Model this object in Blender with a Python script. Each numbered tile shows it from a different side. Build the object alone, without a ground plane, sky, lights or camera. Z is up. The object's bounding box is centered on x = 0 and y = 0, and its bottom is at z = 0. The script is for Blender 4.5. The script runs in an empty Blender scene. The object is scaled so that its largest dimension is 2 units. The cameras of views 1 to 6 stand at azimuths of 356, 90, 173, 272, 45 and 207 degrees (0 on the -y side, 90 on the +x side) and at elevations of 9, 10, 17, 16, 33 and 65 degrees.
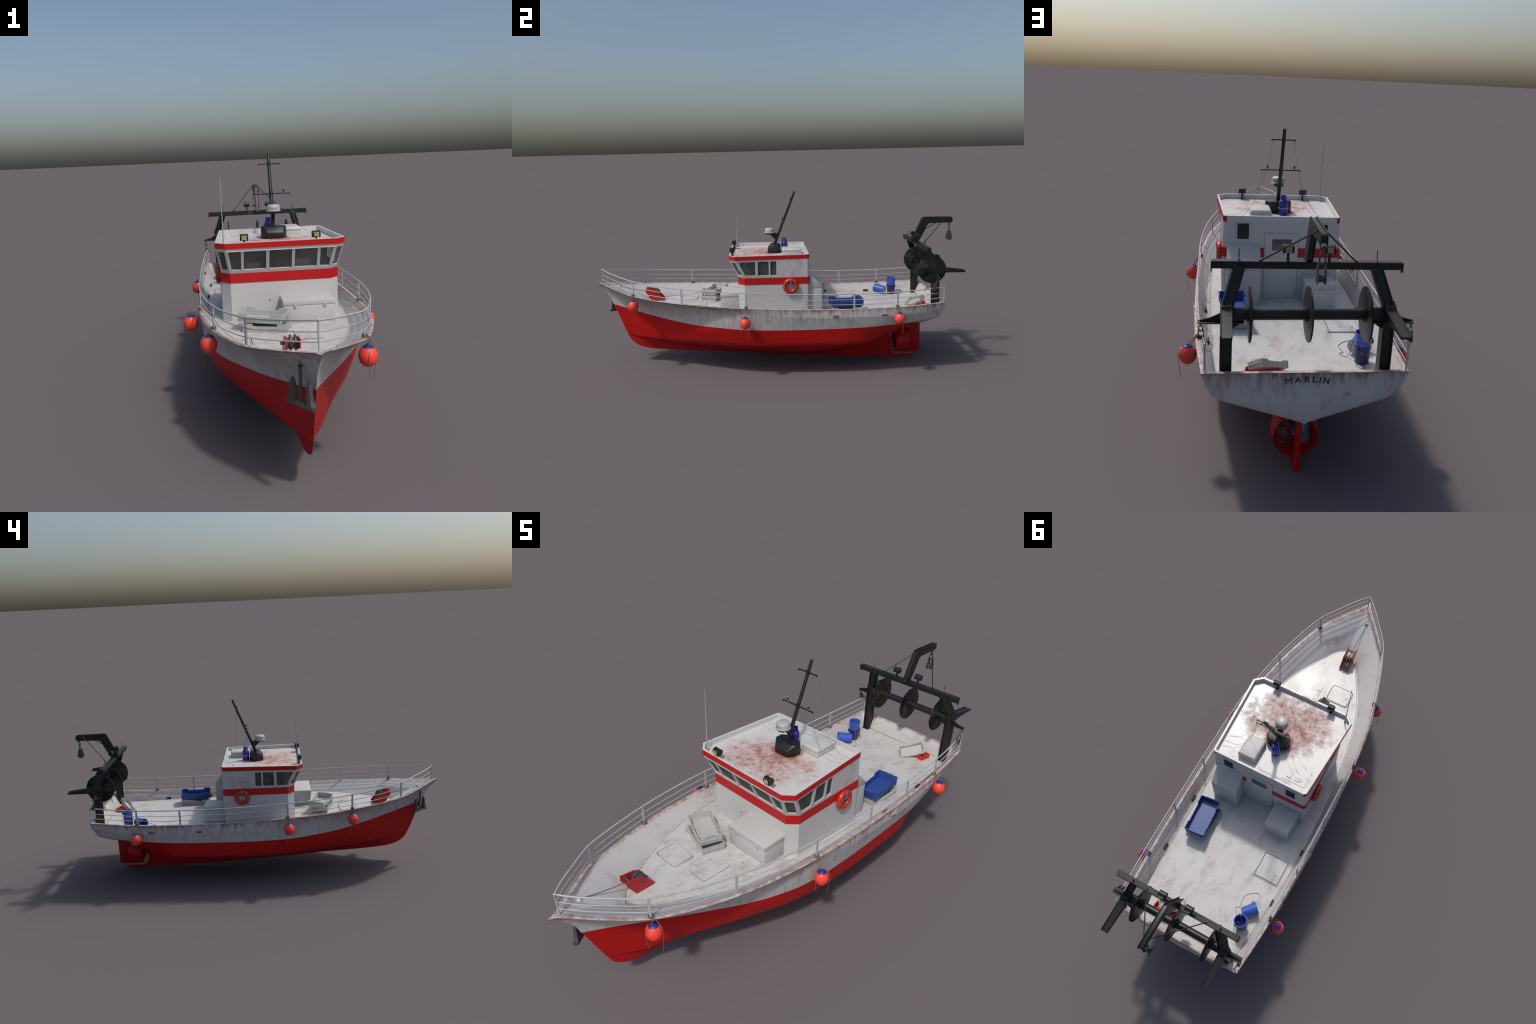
# Steel fishing trawler: hull, deck, wheelhouse, mast, stern gantry with net drum,
# railings, fenders and loose crates / buckets.  Bow points to -y, metres, z up.
import bpy, bmesh, math, random
import numpy as np
from mathutils import Vector, Matrix

random.seed(7)
CX = 0.003                      # centre plane of the boat
SCN = bpy.context.scene

# ------------------------------------------------------------------ materials
class NT:
    def __init__(self, name):
        self.m = bpy.data.materials.new(name)
        self.m.use_nodes = True
        self.t = self.m.node_tree
        self.t.nodes.clear()
        self.out = self.n('ShaderNodeOutputMaterial')
        self.tc = self.n('ShaderNodeTexCoord')
        self.co = self.tc.outputs['Object']
    def n(self, kind, **kw):
        nd = self.t.nodes.new(kind)
        for k, v in kw.items():
            setattr(nd, k, v)
        return nd
    def link(self, a, b):
        self.t.links.new(a, b)
    def set(self, sock, v):
        if hasattr(v, 'links') or isinstance(v, bpy.types.NodeSocket):
            self.link(v, sock)
        else:
            sock.default_value = v
    def math(self, op, a, b=0.0, c=None, clamp=False):
        nd = self.n('ShaderNodeMath', operation=op, use_clamp=clamp)
        self.set(nd.inputs[0], a); self.set(nd.inputs[1], b)
        if c is not None:
            self.set(nd.inputs[2], c)
        return nd.outputs[0]
    def xyz(self):
        nd = self.n('ShaderNodeSeparateXYZ'); self.link(self.co, nd.inputs[0])
        return nd.outputs
    def scaled(self, s):
        nd = self.n('ShaderNodeMapping'); self.link(self.co, nd.inputs['Vector'])
        nd.inputs['Scale'].default_value = s
        return nd.outputs[0]
    def noise(self, scale, detail=4.0, rough=0.55, vec=None, seed=0.0):
        nd = self.n('ShaderNodeTexNoise', noise_dimensions='4D')
        self.link(vec if vec is not None else self.co, nd.inputs['Vector'])
        nd.inputs['Scale'].default_value = scale
        nd.inputs['Detail'].default_value = detail
        nd.inputs['Roughness'].default_value = rough
        nd.inputs['W'].default_value = seed
        return nd.outputs['Fac']
    def ramp(self, v, lo, hi):
        nd = self.n('ShaderNodeMapRange', interpolation_type='SMOOTHSTEP')
        self.set(nd.inputs['Value'], v)
        nd.inputs['From Min'].default_value = lo
        nd.inputs['From Max'].default_value = hi
        return nd.outputs[0]
    def mix(self, f, a, b):
        nd = self.n('ShaderNodeMix', data_type='RGBA')
        self.set(nd.inputs[0], f)
        self.set(nd.inputs[6], a if not isinstance(a, tuple) else (*a, 1))
        self.set(nd.inputs[7], b if not isinstance(b, tuple) else (*b, 1))
        return nd.outputs[2]
    def bsdf(self, col, rough=0.5, metal=0.0, bump=None, spec=0.5, coat=0.0, bstr=0.15, bdist=0.002):
        b = self.n('ShaderNodeBsdfPrincipled')
        self.set(b.inputs['Base Color'], (*col, 1) if isinstance(col, tuple) else col)
        self.set(b.inputs['Roughness'], rough)
        b.inputs['Metallic'].default_value = metal
        b.inputs['Specular IOR Level'].default_value = spec
        b.inputs['Coat Weight'].default_value = coat
        if bump is not None:
            bp = self.n('ShaderNodeBump')
            bp.inputs['Strength'].default_value = bstr
            bp.inputs['Distance'].default_value = bdist
            self.link(bump, bp.inputs['Height'])
            self.link(bp.outputs[0], b.inputs['Normal'])
        self.link(b.outputs[0], self.out.inputs[0])
        return b
    def curve(self, v, pts, x0, x1, y0, y1):
        """smooth function of v through a few control points"""
        t = self.math('DIVIDE', self.math('SUBTRACT', v, x0), x1 - x0, clamp=True)
        nd = self.n('ShaderNodeFloatCurve')
        self.link(t, nd.inputs['Value'])
        c = nd.mapping.curves[0]
        q = [((a - x0) / (x1 - x0), (b - y0) / (y1 - y0)) for a, b in pts]
        c.points[0].location = q[0]; c.points[1].location = q[-1]
        for p in q[1:-1]:
            c.points.new(*p)
        nd.mapping.update()
        return self.math('MULTIPLY_ADD', nd.outputs[0], y1 - y0, y0)

WHITE = (0.475, 0.47, 0.468)
RUST = (0.30, 0.075, 0.035)
RUSTP = (0.42, 0.22, 0.19)      # thin pinkish rust stain
RED = (0.455, 0.008, 0.009)
SHEER_Z = [(-1.0, .467), (-.9, .450), (-.76, .426), (-.49, .400), (-.15, .379), (.16, .367), (.41, .363), (.64, .367), (.9, .381)]

def white_base(t, base=WHITE, amt=0.5, seed=0.0, scale=9.0):
    """white paint with soft grey dirt and specks"""
    a = t.ramp(t.noise(scale, 6, .62, seed=seed), .48, .78)
    c = t.mix(t.math('MULTIPLY', a, amt), base, tuple(k * .72 for k in base))
    s = t.ramp(t.noise(130, 2, .5, seed=seed + 3), .71, .76)
    c = t.mix(t.math('MULTIPLY', s, .55), c, (.20, .15, .13))
    return c

def m_plain(name, col, rough=.5, var=.25, scale=40, metal=0.0, seed=0., spec=.5, coat=0., bump=.1):
    t = NT(name)
    f = t.ramp(t.noise(scale, 5, .6, seed=seed), .35, .75)
    c = t.mix(t.math('MULTIPLY', f, var), col, tuple(min(1, k * .45 + .01) for k in col))
    t.bsdf(c, rough, metal, bump=t.noise(scale * 5, 3), bstr=bump, spec=spec, coat=coat, bdist=.001)
    return t.m

def drips(t, d, freq, length, seed, lo=.42):
    """spiky run-off: drip length varies along the plate, full at the gunwale, fading down"""
    n = t.noise(1.0, 3, .6, vec=t.scaled((freq, freq, 2.0)), seed=seed)
    L = t.math('MULTIPLY', t.math('MAXIMUM', t.math('SUBTRACT', n, lo), 0.0), length / .3)
    L = t.math('ADD', L, .0005)
    return t.math('MULTIPLY', t.math('SUBTRACT', 1.0, t.math('DIVIDE', d, L), clamp=True), t.ramp(n, lo, lo + .12))

def m_topside():
    t = NT('topside_paint')
    x, y, z = t.xyz()
    zs = t.curve(y, SHEER_Z, -1.0, .9, .3, .5)
    d = t.math('MAXIMUM', t.math('SUBTRACT', zs, z), 0.0)
    c = white_base(t, amt=.45, scale=7)
    # grey vertical weather streaks and blotches
    st = t.noise(1.0, 6, .65, vec=t.scaled((30, 42, 7)), seed=2)
    c = t.mix(t.math('MULTIPLY', t.ramp(st, .48, .70), .55), c, (.25, .20, .195))
    bl = t.noise(1.0, 8, .72, vec=t.scaled((16, 18, 11)), seed=9)
    c = t.mix(t.math('MULTIPLY', t.ramp(bl, .56, .70), .60), c, (.18, .125, .118))
    fore = t.ramp(y, -.75, -.35)
    # long faint runs, then short dark rust spikes from the gunwale
    patch = t.ramp(t.noise(7, 3, .55, seed=51), .36, .64)
    m2 = drips(t, d, 55, .20, 6.0, .50)
    c = t.mix(t.math('MULTIPLY', m2, .55), c, (.24, .12, .10))
    m1 = drips(t, d, 62, .075, 5.0, .40)
    c = t.mix(t.math('MULTIPLY', t.ramp(m1, .05, .85), t.math('MULTIPLY', t.math('MULTIPLY_ADD', fore, .35, .45), t.math('MULTIPLY_ADD', patch, .75, .25))), c, (.165, .060, .045))
    m3 = drips(t, d, 150, .045, 15.0, .42)
    c = t.mix(t.math('MULTIPLY', t.ramp(m3, .05, .9), t.math('MULTIPLY', t.math('MULTIPLY_ADD', fore, .20, .30), t.math('MULTIPLY_ADD', patch, .7, .3))), c, (.19, .085, .068))
    lip = t.math('MULTIPLY', t.ramp(d, .006, .001), t.ramp(t.noise(45, 5, .65, seed=4), .36, .62))
    c = t.mix(t.math('MULTIPLY', lip, .75), c, (.25, .085, .06))
    sp = t.ramp(t.noise(34, 2, .5, seed=21), .765, .80)
    c = t.mix(t.math('MULTIPLY', sp, .9), c, RUST)
    t.bsdf(c, .5, bump=t.noise(90, 4), bstr=.12, spec=.4)
    return t.m

def m_bottom():
    t = NT('antifouling_red')
    x, y, z = t.xyz()
    a = t.ramp(t.noise(6, 6, .6), .4, .8)
    c = t.mix(t.math('MULTIPLY', a, .35), (.44, .006, .006), (.32, .012, .012))
    b = t.ramp(t.noise(60, 5, .7, seed=3), .58, .75)
    c = t.mix(t.math('MULTIPLY', b, .25), c, (.22, .03, .03))
    t.bsdf(c, .45, bump=t.noise(70, 4), bstr=.15, spec=.25)
    return t.m

def m_deck():
    t = NT('deck_paint')
    x, y, z = t.xyz()
    c = white_base(t, base=(.495, .49, .488), amt=.28, scale=6, seed=1)
    fore = t.ramp(y, .2, -.25)
    k = t.math('MULTIPLY_ADD', fore, .42, .28)
    st = t.noise(15, 7, .68, seed=6, vec=t.scaled((1.0, .6, 1.0)))
    c = t.mix(t.math('MULTIPLY', t.ramp(st, .48, .68), k), c, (.33, .20, .18))
    gr = t.noise(1.0, 8, .7, vec=t.scaled((26, 14, 20)), seed=41)
    c = t.mix(t.math('MULTIPLY', t.ramp(gr, .48, .68), .50), c, (.24, .205, .20))
    s2 = t.ramp(t.noise(75, 4, .55, seed=8), .66, .72)
    c = t.mix(t.math('MULTIPLY', s2, .7), c, (.22, .12, .10))
    sp = t.ramp(t.noise(22, 1, .5, seed=31), .79, .81)
    c = t.mix(sp, c, (.45, .06, .05))
    t.bsdf(c, t.math('MULTIPLY_ADD', t.noise(9, 3), .25, .25), bump=t.noise(120, 4), bstr=.1, spec=.5)
    return t.m

def m_bulwark():
    t = NT('bulwark_paint')
    x, y, z = t.xyz()
    zs = t.curve(y, SHEER_Z, -1.0, .9, .3, .5)
    d = t.math('SUBTRACT', zs, z)
    c = white_base(t, amt=.3, scale=8, seed=4)
    st = t.noise(10, 7, .7, seed=16, vec=t.scaled((1.6, 1, 1.6)))
    c = t.mix(t.math('MULTIPLY', t.ramp(st, .50, .70), .6), c, (.32, .19, .17))
    lip = t.math('MULTIPLY', t.ramp(d, .007, .0), t.ramp(t.noise(38, 7, .72, seed=14), .34, .66))
    c = t.mix(t.math('MULTIPLY', lip, .88), c, (.29, .12, .09))
    s2 = t.ramp(t.noise(45, 3, .5, seed=8), .72, .78)
    c = t.mix(t.math('MULTIPLY', s2, .6), c, (.3, .2, .18))
    t.bsdf(c, .45, bump=t.noise(90, 4), bstr=.1)
    return t.m

def m_cabin():
    t = NT('wheelhouse_paint')
    x, y, z = t.xyz()
    c = white_base(t, base=(.485, .485, .48), amt=.12, scale=5, seed=7)
    # rust bleeding on the flanks aft of the windows
    zone = t.math('MULTIPLY', t.math('MULTIPLY', t.ramp(y, .0, .06), t.ramp(y, .175, .12)), t.ramp(z, .50, .53))
    n = t.noise(16, 6, .65, seed=12, vec=t.scaled((1, 1, .8)))
    f = t.math('MULTIPLY', t.math('MULTIPLY', t.ramp(n, .42, .75), zone), .75)
    c = t.mix(f, c, (.30, .13, .11))
    sp = t.ramp(t.noise(44, 5, .66, seed=21), .640, .665)
    low = t.ramp(t.noise(8, 2, .5, seed=2), .46, .56)
    c = t.mix(t.math('MULTIPLY', sp, low), c, RUST)
    t.bsdf(c, .45, bump=t.noise(60, 3), bstr=.05)
    return t.m

def m_roof():
    t = NT('roof_paint')
    x, y, z = t.xyz()
    c = white_base(t, base=(.53, .525, .515), amt=.2, scale=7, seed=17)
    # broad rusty patch on the fore half of the roof
    ex = t.math('POWER', t.math('DIVIDE', t.math('SUBTRACT', x, .0), .215), 2.0)
    ey = t.math('POWER', t.math('DIVIDE', t.math('ADD', y, .085), .145), 2.0)
    r = t.math('ADD', ex, ey)
    zone = t.ramp(r, 1.5, .25)
    n = t.noise(24, 10, .78, seed=23)
    n2 = t.noise(9, 4, .55, seed=3)
    q1 = t.math('ADD', t.math('MULTIPLY', n, 1.0), t.math('ADD', t.math('MULTIPLY', n2, .55), t.math('MULTIPLY', zone, .27)))
    stain = t.ramp(q1, .82, 1.16)
    c = t.mix(t.math('MULTIPLY', stain, .62), c, (.36, .16, .125))
    sp2 = t.noise(70, 6, .75, seed=29)
    q2 = t.math('ADD', q1, t.math('MULTIPLY', t.math('SUBTRACT', sp2, .5), .9))
    speck = t.ramp(q2, 1.02, 1.26)
    c = t.mix(t.math('MULTIPLY', speck, .80), c, (.24, .050, .026))
    loose = t.ramp(t.noise(60, 2, .5, seed=77), .76, .79)
    c = t.mix(loose, c, (.30, .07, .03))
    # halo of rust round the mast foot
    qx = t.math('POWER', t.math('DIVIDE', t.math('SUBTRACT', x, CX), .062), 4.0)
    qy = t.math('POWER', t.math('DIVIDE', t.math('SUBTRACT', y, .004), .047), 4.0)
    q = t.math('ADD', t.math('ADD', qx, qy), t.math('MULTIPLY', t.noise(40, 4, seed=2), 1.6))
    c = t.mix(t.math('MULTIPLY', t.ramp(q, 2.3, .9), .9), c, (.27, .055, .027))
    t.bsdf(c, t.math('ADD', t.math('MULTIPLY_ADD', n2, .3, .2), t.math('MULTIPLY', stain, .45)), bump=t.noise(80, 4), bstr=.08)
    return t.m

def m_black(name='gantry_black', wear=.5):
    t = NT(name)
    a = t.ramp(t.noise(18, 7, .7), .45, .75)
    c = t.mix(t.math('MULTIPLY', a, wear), (.0055, .0062, .0070), (.030, .029, .027))
    b = t.ramp(t.noise(55, 5, .7, seed=4), .62, .74)
    c = t.mix(t.math('MULTIPLY', b, .4), c, (.035, .020, .015))
    t.bsdf(c, .46, bump=t.noise(100, 4), bstr=.2, spec=.5)
    return t.m

def m_disc():
    t = NT('drum_disc_black')
    a = t.ramp(t.noise(26, 8, .72, vec=t.scaled((1, .5, 1))), .42, .7)
    c = t.mix(a, (.004, .004, .0045), (.062, .055, .050))
    b = t.ramp(t.noise(22, 6, .7, seed=4), .56, .74)
    c = t.mix(t.math('MULTIPLY', b, .6), c, (.035, .018, .016))
    t.bsdf(c, .42, bump=t.noise(70, 5), bstr=.2, spec=.3)
    return t.m

def m_glass():
    t = NT('window_glass')
    p = t.n('ShaderNodeBsdfPrincipled')
    p.inputs['Base Color'].default_value = (.34, .34, .335, 1)
    p.inputs['Roughness'].default_value = .12
    tr = t.n('ShaderNodeBsdfTransparent')
    tr.inputs[0].default_value = (.80, .81, .81, 1)
    mx = t.n('ShaderNodeMixShader')
    mx.inputs[0].default_value = .14
    t.link(tr.outputs[0], mx.inputs[1]); t.link(p.outputs[0], mx.inputs[2])
    t.link(mx.outputs[0], t.out.inputs[0])
    return t.m

def m_float():
    t = NT('fender_rubber')
    a = t.ramp(t.noise(30, 4), .4, .8)
    c = t.mix(t.math('MULTIPLY', a, .2), (.80, .062, .040), (.62, .042, .030))
    t.bsdf(c, .42, spec=.5)
    return t.m

def m_buoy():
    t = NT('lifebuoy_orange')
    x, y, z = t.xyz()
    a = t.ramp(t.noise(35, 5, .6), .45, .75)
    c = t.mix(t.math('MULTIPLY', a, .35), (.42, .022, .010), (.28, .02, .012))
    band = t.ramp(t.math('ABSOLUTE', z), .007, .004)
    c = t.mix(t.math('MULTIPLY', band, .55), c, (.40, .085, .025))
    t.bsdf(c, .3, spec=.5, coat=.2)
    return t.m

def m_seam():
    t = NT('deck_seam_sealant')
    a = t.ramp(t.noise(7, 5, .65, seed=3), .40, .60)
    c = t.mix(a, (.40, .385, .37), (.17, .105, .085))
    b = t.ramp(t.noise(11, 4, .6, seed=8), .60, .70)
    c = t.mix(b, c, (.30, .07, .035))
    t.bsdf(c, .6)
    return t.m

M = dict(
    topside=m_topside(), bottom=m_bottom(), deck=m_deck(), bulwark=m_bulwark(), cabin=m_cabin(),
    roof=m_roof(), black=m_black(), disc=m_disc(), glass=m_glass(), float=m_float(), buoy=m_buoy(),
    mast=m_black('mast_black', .25),
    red=m_plain('band_red', RED, .4, .22, 25, spec=.3),
    redmetal=m_plain('winch_red', (.42, .012, .014), .45, .35, 30),
    rail=m_plain('rail_paint', (.43, .43, .435), .4, .35, 50, seed=2),
    white=m_plain('locker_paint', (.45, .45, .445), .5, .10, 14, seed=5),
    crate=m_plain('crate_plastic_grey', (.41, .41, .395), .55, .18, 25, seed=5),
    crateblue=m_plain('crate_plastic_blue', (.026, .068, .27), .42, .25, 25),
    cratered=m_plain('crate_plastic_red', (.60, .025, .02), .45, .2, 25),
    bucketlight=m_plain('bucket_plastic_blue', (.03, .095, .45), .35, .15, 25),
    bucketdark=m_plain('bucket_plastic_navy', (.014, .018, .14), .4, .2, 25),
    gas=m_plain('gas_bottle_blue', (.018, .020, .26), .4, .25, 45),
    navy=m_plain('fender_cap_navy', (.02, .022, .19), .45, .15, 40),
    rope=m_plain('rope_hemp', (.20, .13, .045), .8, .4, 200),
    wire=m_plain('wire_grey', (.20, .20, .205), .5, .2, 100),
    radar=m_plain('radome_white', (.36, .36, .35), .4, .08, 20),
    lens=m_plain('lamp_lens_amber', (.42, .36, .12), .25, .25, 60, coat=.5),
    steel=m_plain('forged_steel', (.085, .082, .078), .5, .5, 45, metal=.3),
    bronze=m_plain('propeller_metal', (.22, .23, .23), .42, .4, 25, metal=.6),
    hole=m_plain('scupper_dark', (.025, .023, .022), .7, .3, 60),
    scup=m_plain('scupper_edge', (.45, .40, .38), .5, .5, 60),
    letter=m_plain('letter_paint', (.045, .038, .040), .6, .6, 60, seed=3),
    blueink=m_plain('blue_ink', (.05, .07, .45), .5, .1, 40),
    wood=m_plain('desk_wood', (.36, .27, .14), .5, .3, 20),
    inside=m_plain('interior_grey', (.42, .42, .42), .6, .2, 10),
    seat=m_plain('seat_vinyl', (.10, .10, .10), .5, .2, 20),
    seam=m_seam(),
    joint=m_plain('door_joint', (.24, .235, .23), .6, .3, 60),
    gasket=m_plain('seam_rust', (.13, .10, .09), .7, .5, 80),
    vent=m_plain('louvre_dark', (.03, .034, .042), .4, .3, 60),
    plate=m_plain('door_glass', (.09, .095, .10), .2, .1, 20),
    strap=m_plain('strap_beige', (.40, .36, .28), .6, .2, 50),
)

# ------------------------------------------------------------------ mesh helpers
class MB:
    """small mesh builder: adds primitives to one bmesh with material slots"""
    def __init__(self, *mats):
        self.bm = bmesh.new()
        self.mats = [M[m] for m in mats]
    def faces(self, verts, faces, mi=0):
        vs = [self.bm.verts.new(v) for v in verts]
        out = []
        for f in faces:
            try:
                fc = self.bm.faces.new([vs[i] for i in f]); fc.material_index = mi; out.append(fc)
            except ValueError:
                pass
        return vs, out
    def box(self, lo, hi, mi=0, mat=None):
        x0, y0, z0 = lo; x1, y1, z1 = hi
        v = [(x0, y0, z0), (x1, y0, z0), (x1, y1, z0), (x0, y1, z0), (x0, y0, z1), (x1, y0, z1), (x1, y1, z1), (x0, y1, z1)]
        if mat is not None:
            v = [mat @ Vector(p) for p in v]
        return self.faces(v, [(0, 3, 2, 1), (4, 5, 6, 7), (0, 1, 5, 4), (1, 2, 6, 5), (2, 3, 7, 6), (3, 0, 4, 7)], mi)
    def beam(self, p0, p1, w, h, mi=0, up=(0, 0, 1), w1=None, h1=None):
        """rectangular bar from p0 to p1; w along side, h along up"""
        p0, p1 = Vector(p0), Vector(p1)
        d = (p1 - p0).normalized(); u = Vector(up)
        s = d.cross(u).normalized(); u = s.cross(d).normalized()
        w1 = w if w1 is None else w1; h1 = h if h1 is None else h1
        v = []
        for p, a, b in ((p0, w / 2, h / 2), (p1, w1 / 2, h1 / 2)):
            v += [p - s * a - u * b, p + s * a - u * b, p + s * a + u * b, p - s * a + u * b]
        return self.faces(v, [(3, 2, 1, 0), (4, 5, 6, 7), (0, 1, 5, 4), (1, 2, 6, 5), (2, 3, 7, 6), (3, 0, 4, 7)], mi)
    def tube(self, pts, r, n=8, mi=0, r1=None, cap=True, closed=False):
        pts = [Vector(p) for p in pts]
        k = len(pts)
        rings = []
        prev = None
        for i, p in enumerate(pts):
            if closed:
                d = (pts[(i + 1) % k] - pts[i - 1]).normalized()
            else:
                d = (pts[min(i + 1, k - 1)] - pts[max(i - 1, 0)]).normalized()
            if prev is None:
                a = d.orthogonal().normalized()
            else:
                a = (prev - d * prev.dot(d)).normalized()
            prev = a
            b = d.cross(a)
            rr = r if r1 is None else r + (r1 - r) * i / max(1, k - 1)
            rings.append([self.bm.verts.new(p + (a * math.cos(t) + b * math.sin(t)) * rr)
                          for t in (2 * math.pi * j / n for j in range(n))])
        m = k if closed else k - 1
        for i in range(m):
            A, B = rings[i], rings[(i + 1) % k]
            for j in range(n):
                f = self.bm.faces.new((A[j], A[(j + 1) % n], B[(j + 1) % n], B[j])); f.material_index = mi
        if cap and not closed:
            for rg in (rings[0][::-1], rings[-1]):
                f = self.bm.faces.new(rg); f.material_index = mi
    def cyl(self, p0, p1, r, r1=None, n=16, mi=0):
        self.tube([p0, p1], r, n, mi, r1)
    def lathe(self, prof, c=(0, 0, 0), n=24, mi=0, mat=None, axis='z', mis=None):
        """prof: list of (radius, height)"""
        rings = []
        for r, h in prof:
            ring = []
            for j in range(n):
                t = 2 * math.pi * j / n
                p = Vector((r * math.cos(t), r * math.sin(t), h))
                if axis == 'x': p = Vector((h, r * math.cos(t), r * math.sin(t)))
                if axis == 'y': p = Vector((r * math.sin(t), h, r * math.cos(t)))
                if mat is not None: p = mat @ p
                ring.append(self.bm.verts.new(p + Vector(c)))
            rings.append(ring)
        for i in range(len(rings) - 1):
            for j in range(n):
                f = self.bm.faces.new((rings[i][j], rings[i][(j + 1) % n], rings[i + 1][(j + 1) % n], rings[i + 1][j]))
                f.material_index = mi if mis is None else mis[i]
        for rg, q in ((rings[0][::-1], 0), (rings[-1], -1)):
            f = self.bm.faces.new(rg); f.material_index = mi if mis is None else mis[q]
    def prism(self, poly, a0, a1, axis='x', mi=0):
        """polygon in the plane normal to axis, extruded from a0 to a1"""
        def P(p, a):
            u, v = p
            return {'x': (a, u, v), 'y': (u, a, v), 'z': (u, v, a)}[axis]
        n = len(poly)
        v = [P(p, a0) for p in poly] + [P(p, a1) for p in poly]
        f = [tuple(range(n))[::-1], tuple(range(n, 2 * n))] + [(i, (i + 1) % n, n + (i + 1) % n, n + i) for i in range(n)]
        return self.faces(v, f, mi)
    def loft(self, rings, mi=0, closed=True, caps=True):
        R = [[self.bm.verts.new(p) for p in r] for r in rings]
        n = len(R[0])
        for i in range(len(R) - 1):
            for j in range(n if closed else n - 1):
                f = self.bm.faces.new((R[i][j], R[i][(j + 1) % n], R[i + 1][(j + 1) % n], R[i + 1][j])); f.material_index = mi
        if caps:
            for r in (R[0][::-1], R[-1]):
                f = self.bm.faces.new(r); f.material_index = mi
    def done(self, name, parent=None, smooth=32, bevel=0.0, seg=2, normals=True, loc=None, rot=None):
        bm = self.bm
        if normals:
            bmesh.ops.recalc_face_normals(bm, faces=bm.faces[:])
        if bevel:
            es = [e for e in bm.edges if len(e.link_faces) == 2 and e.calc_face_angle(0) > .6]
            bmesh.ops.bevel(bm, geom=es, offset=bevel, segments=seg, profile=.5, affect='EDGES', clamp_overlap=True)
        me = bpy.data.meshes.new(name)
        bm.to_mesh(me); bm.free()
        for m in self.mats:
            me.materials.append(m)
        if smooth:
            me.shade_smooth()
            if smooth < 180:
                me.set_sharp_from_angle(angle=math.radians(smooth))
        ob = bpy.data.objects.new(name, me)
        SCN.collection.objects.link(ob)
        if loc is not None: ob.location = loc
        if rot is not None: ob.rotation_euler = rot
        if parent is not None: ob.parent = parent
        return ob

def copy_of(ob, loc, rot=None, parent=None):
    c = ob.copy()
    c.location = loc
    if rot is not None: c.rotation_euler = rot
    c.parent = parent if parent is not None else ob.parent
    SCN.collection.objects.link(c)
    return c

def pchip(pts):
    """monotone cubic through (t, v...) control points -> function"""
    P = np.array(pts, float)
    X, Y = P[:, 0], P[:, 1:]
    h = np.diff(X)[:, None]; dl = np.diff(Y, axis=0) / h
    D = np.zeros_like(Y)
    for i in range(1, len(X) - 1):
        a, b = dl[i - 1], dl[i]
        w1 = 2 * h[i] + h[i - 1]; w2 = h[i] + 2 * h[i - 1]
        ok = a * b > 0
        D[i] = np.where(ok, (w1 + w2) / (w1 / np.where(ok, a, 1) + w2 / np.where(ok, b, 1)), 0)
    D[0], D[-1] = dl[0], dl[-1]
    def f(t):
        t = min(max(t, X[0]), X[-1])
        i = min(max(int(np.searchsorted(X, t)) - 1, 0), len(X) - 2)
        H = X[i + 1] - X[i]; u = (t - X[i]) / H
        return ((1 + 2 * u) * (1 - u) ** 2 * Y[i] + u * (1 - u) ** 2 * H * D[i]
                + u * u * (3 - 2 * u) * Y[i + 1] + u * u * (u - 1) * H * D[i + 1])
    return f
def smooth(a, b, t):
    t = min(max((t - a) / (b - a), 0), 1); return t * t * (3 - 2 * t)

# ------------------------------------------------------------------ root
boat = bpy.data.objects.new('fishing_boat', None)
SCN.collection.objects.link(boat)
boat['label'] = 'weathered red and white fishing trawler with black stern gantry'
boat['category'] = 'fishing boat'

# ------------------------------------------------------------------ hull lines: (y, half breadth, z)
SHEER = [(-1.0, .001, .4675), (-.982, .007, .466), (-.965, .019, .463), (-.937, .042, .457), (-.898, .076, .449), (-.846, .118, .439),
         (-.806, .148, .432), (-.76, .177, .425), (-.686, .208, .416), (-.593, .239, .407), (-.492, .267, .400), (-.35, .293, .390),
         (-.152, .312, .379), (0, .316, .372), (.159, .317, .367), (.408, .314, .363), (.635, .305, .366), (.888, .2835, .380)]
KNUCK = [(-.938, .0, .402), (-.90, .016, .395), (-.8, .067, .376), (-.7, .114, .364), (-.6, .158, .357), (-.5, .201, .352), (-.4, .242, .350), (-.25, .284, .347), (-.1, .307, .342),
         (.1, .317, .328), (.33, .317, .321), (.6, .305, .322), (.75, .289, .330), (.886, .272, .346)]
WLINE = [(-.911, .0, .344), (-.85, .018, .329), (-.8, .038, .3195), (-.7, .077, .2995), (-.6, .121, .2835), (-.5, .169, .2735), (-.4, .218, .2675), (-.307, .257, .2665),
         (-.189, .287, .261), (-.05, .300, .2575), (.094, .304, .2567), (.335, .304, .2588), (.475, .300, .262), (.614, .286, .2685), (.728, .267, .2735), (.80, .260, .286), (.866, .258, .306)]
CHINE = [(-.845, .0, .175), (-.8, .014, .165), (-.75, .036, .158), (-.65, .076, .156), (-.55, .118, .157), (-.4, .192, .167), (-.32, .224, .169),
         (-.26, .245, .168), (-.2, .260, .167), (-.1, .279, .166), (0, .288, .167), (.15, .294, .168), (.33, .293, .168), (.44, .286, .170), (.50, .264, .170), (.55, .238, .172),
         (.60, .222, .179), (.65, .213, .204), (.70, .211, .228), (.76, .220, .249), (.80, .232, .264), (.858, .255, .292)]
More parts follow.
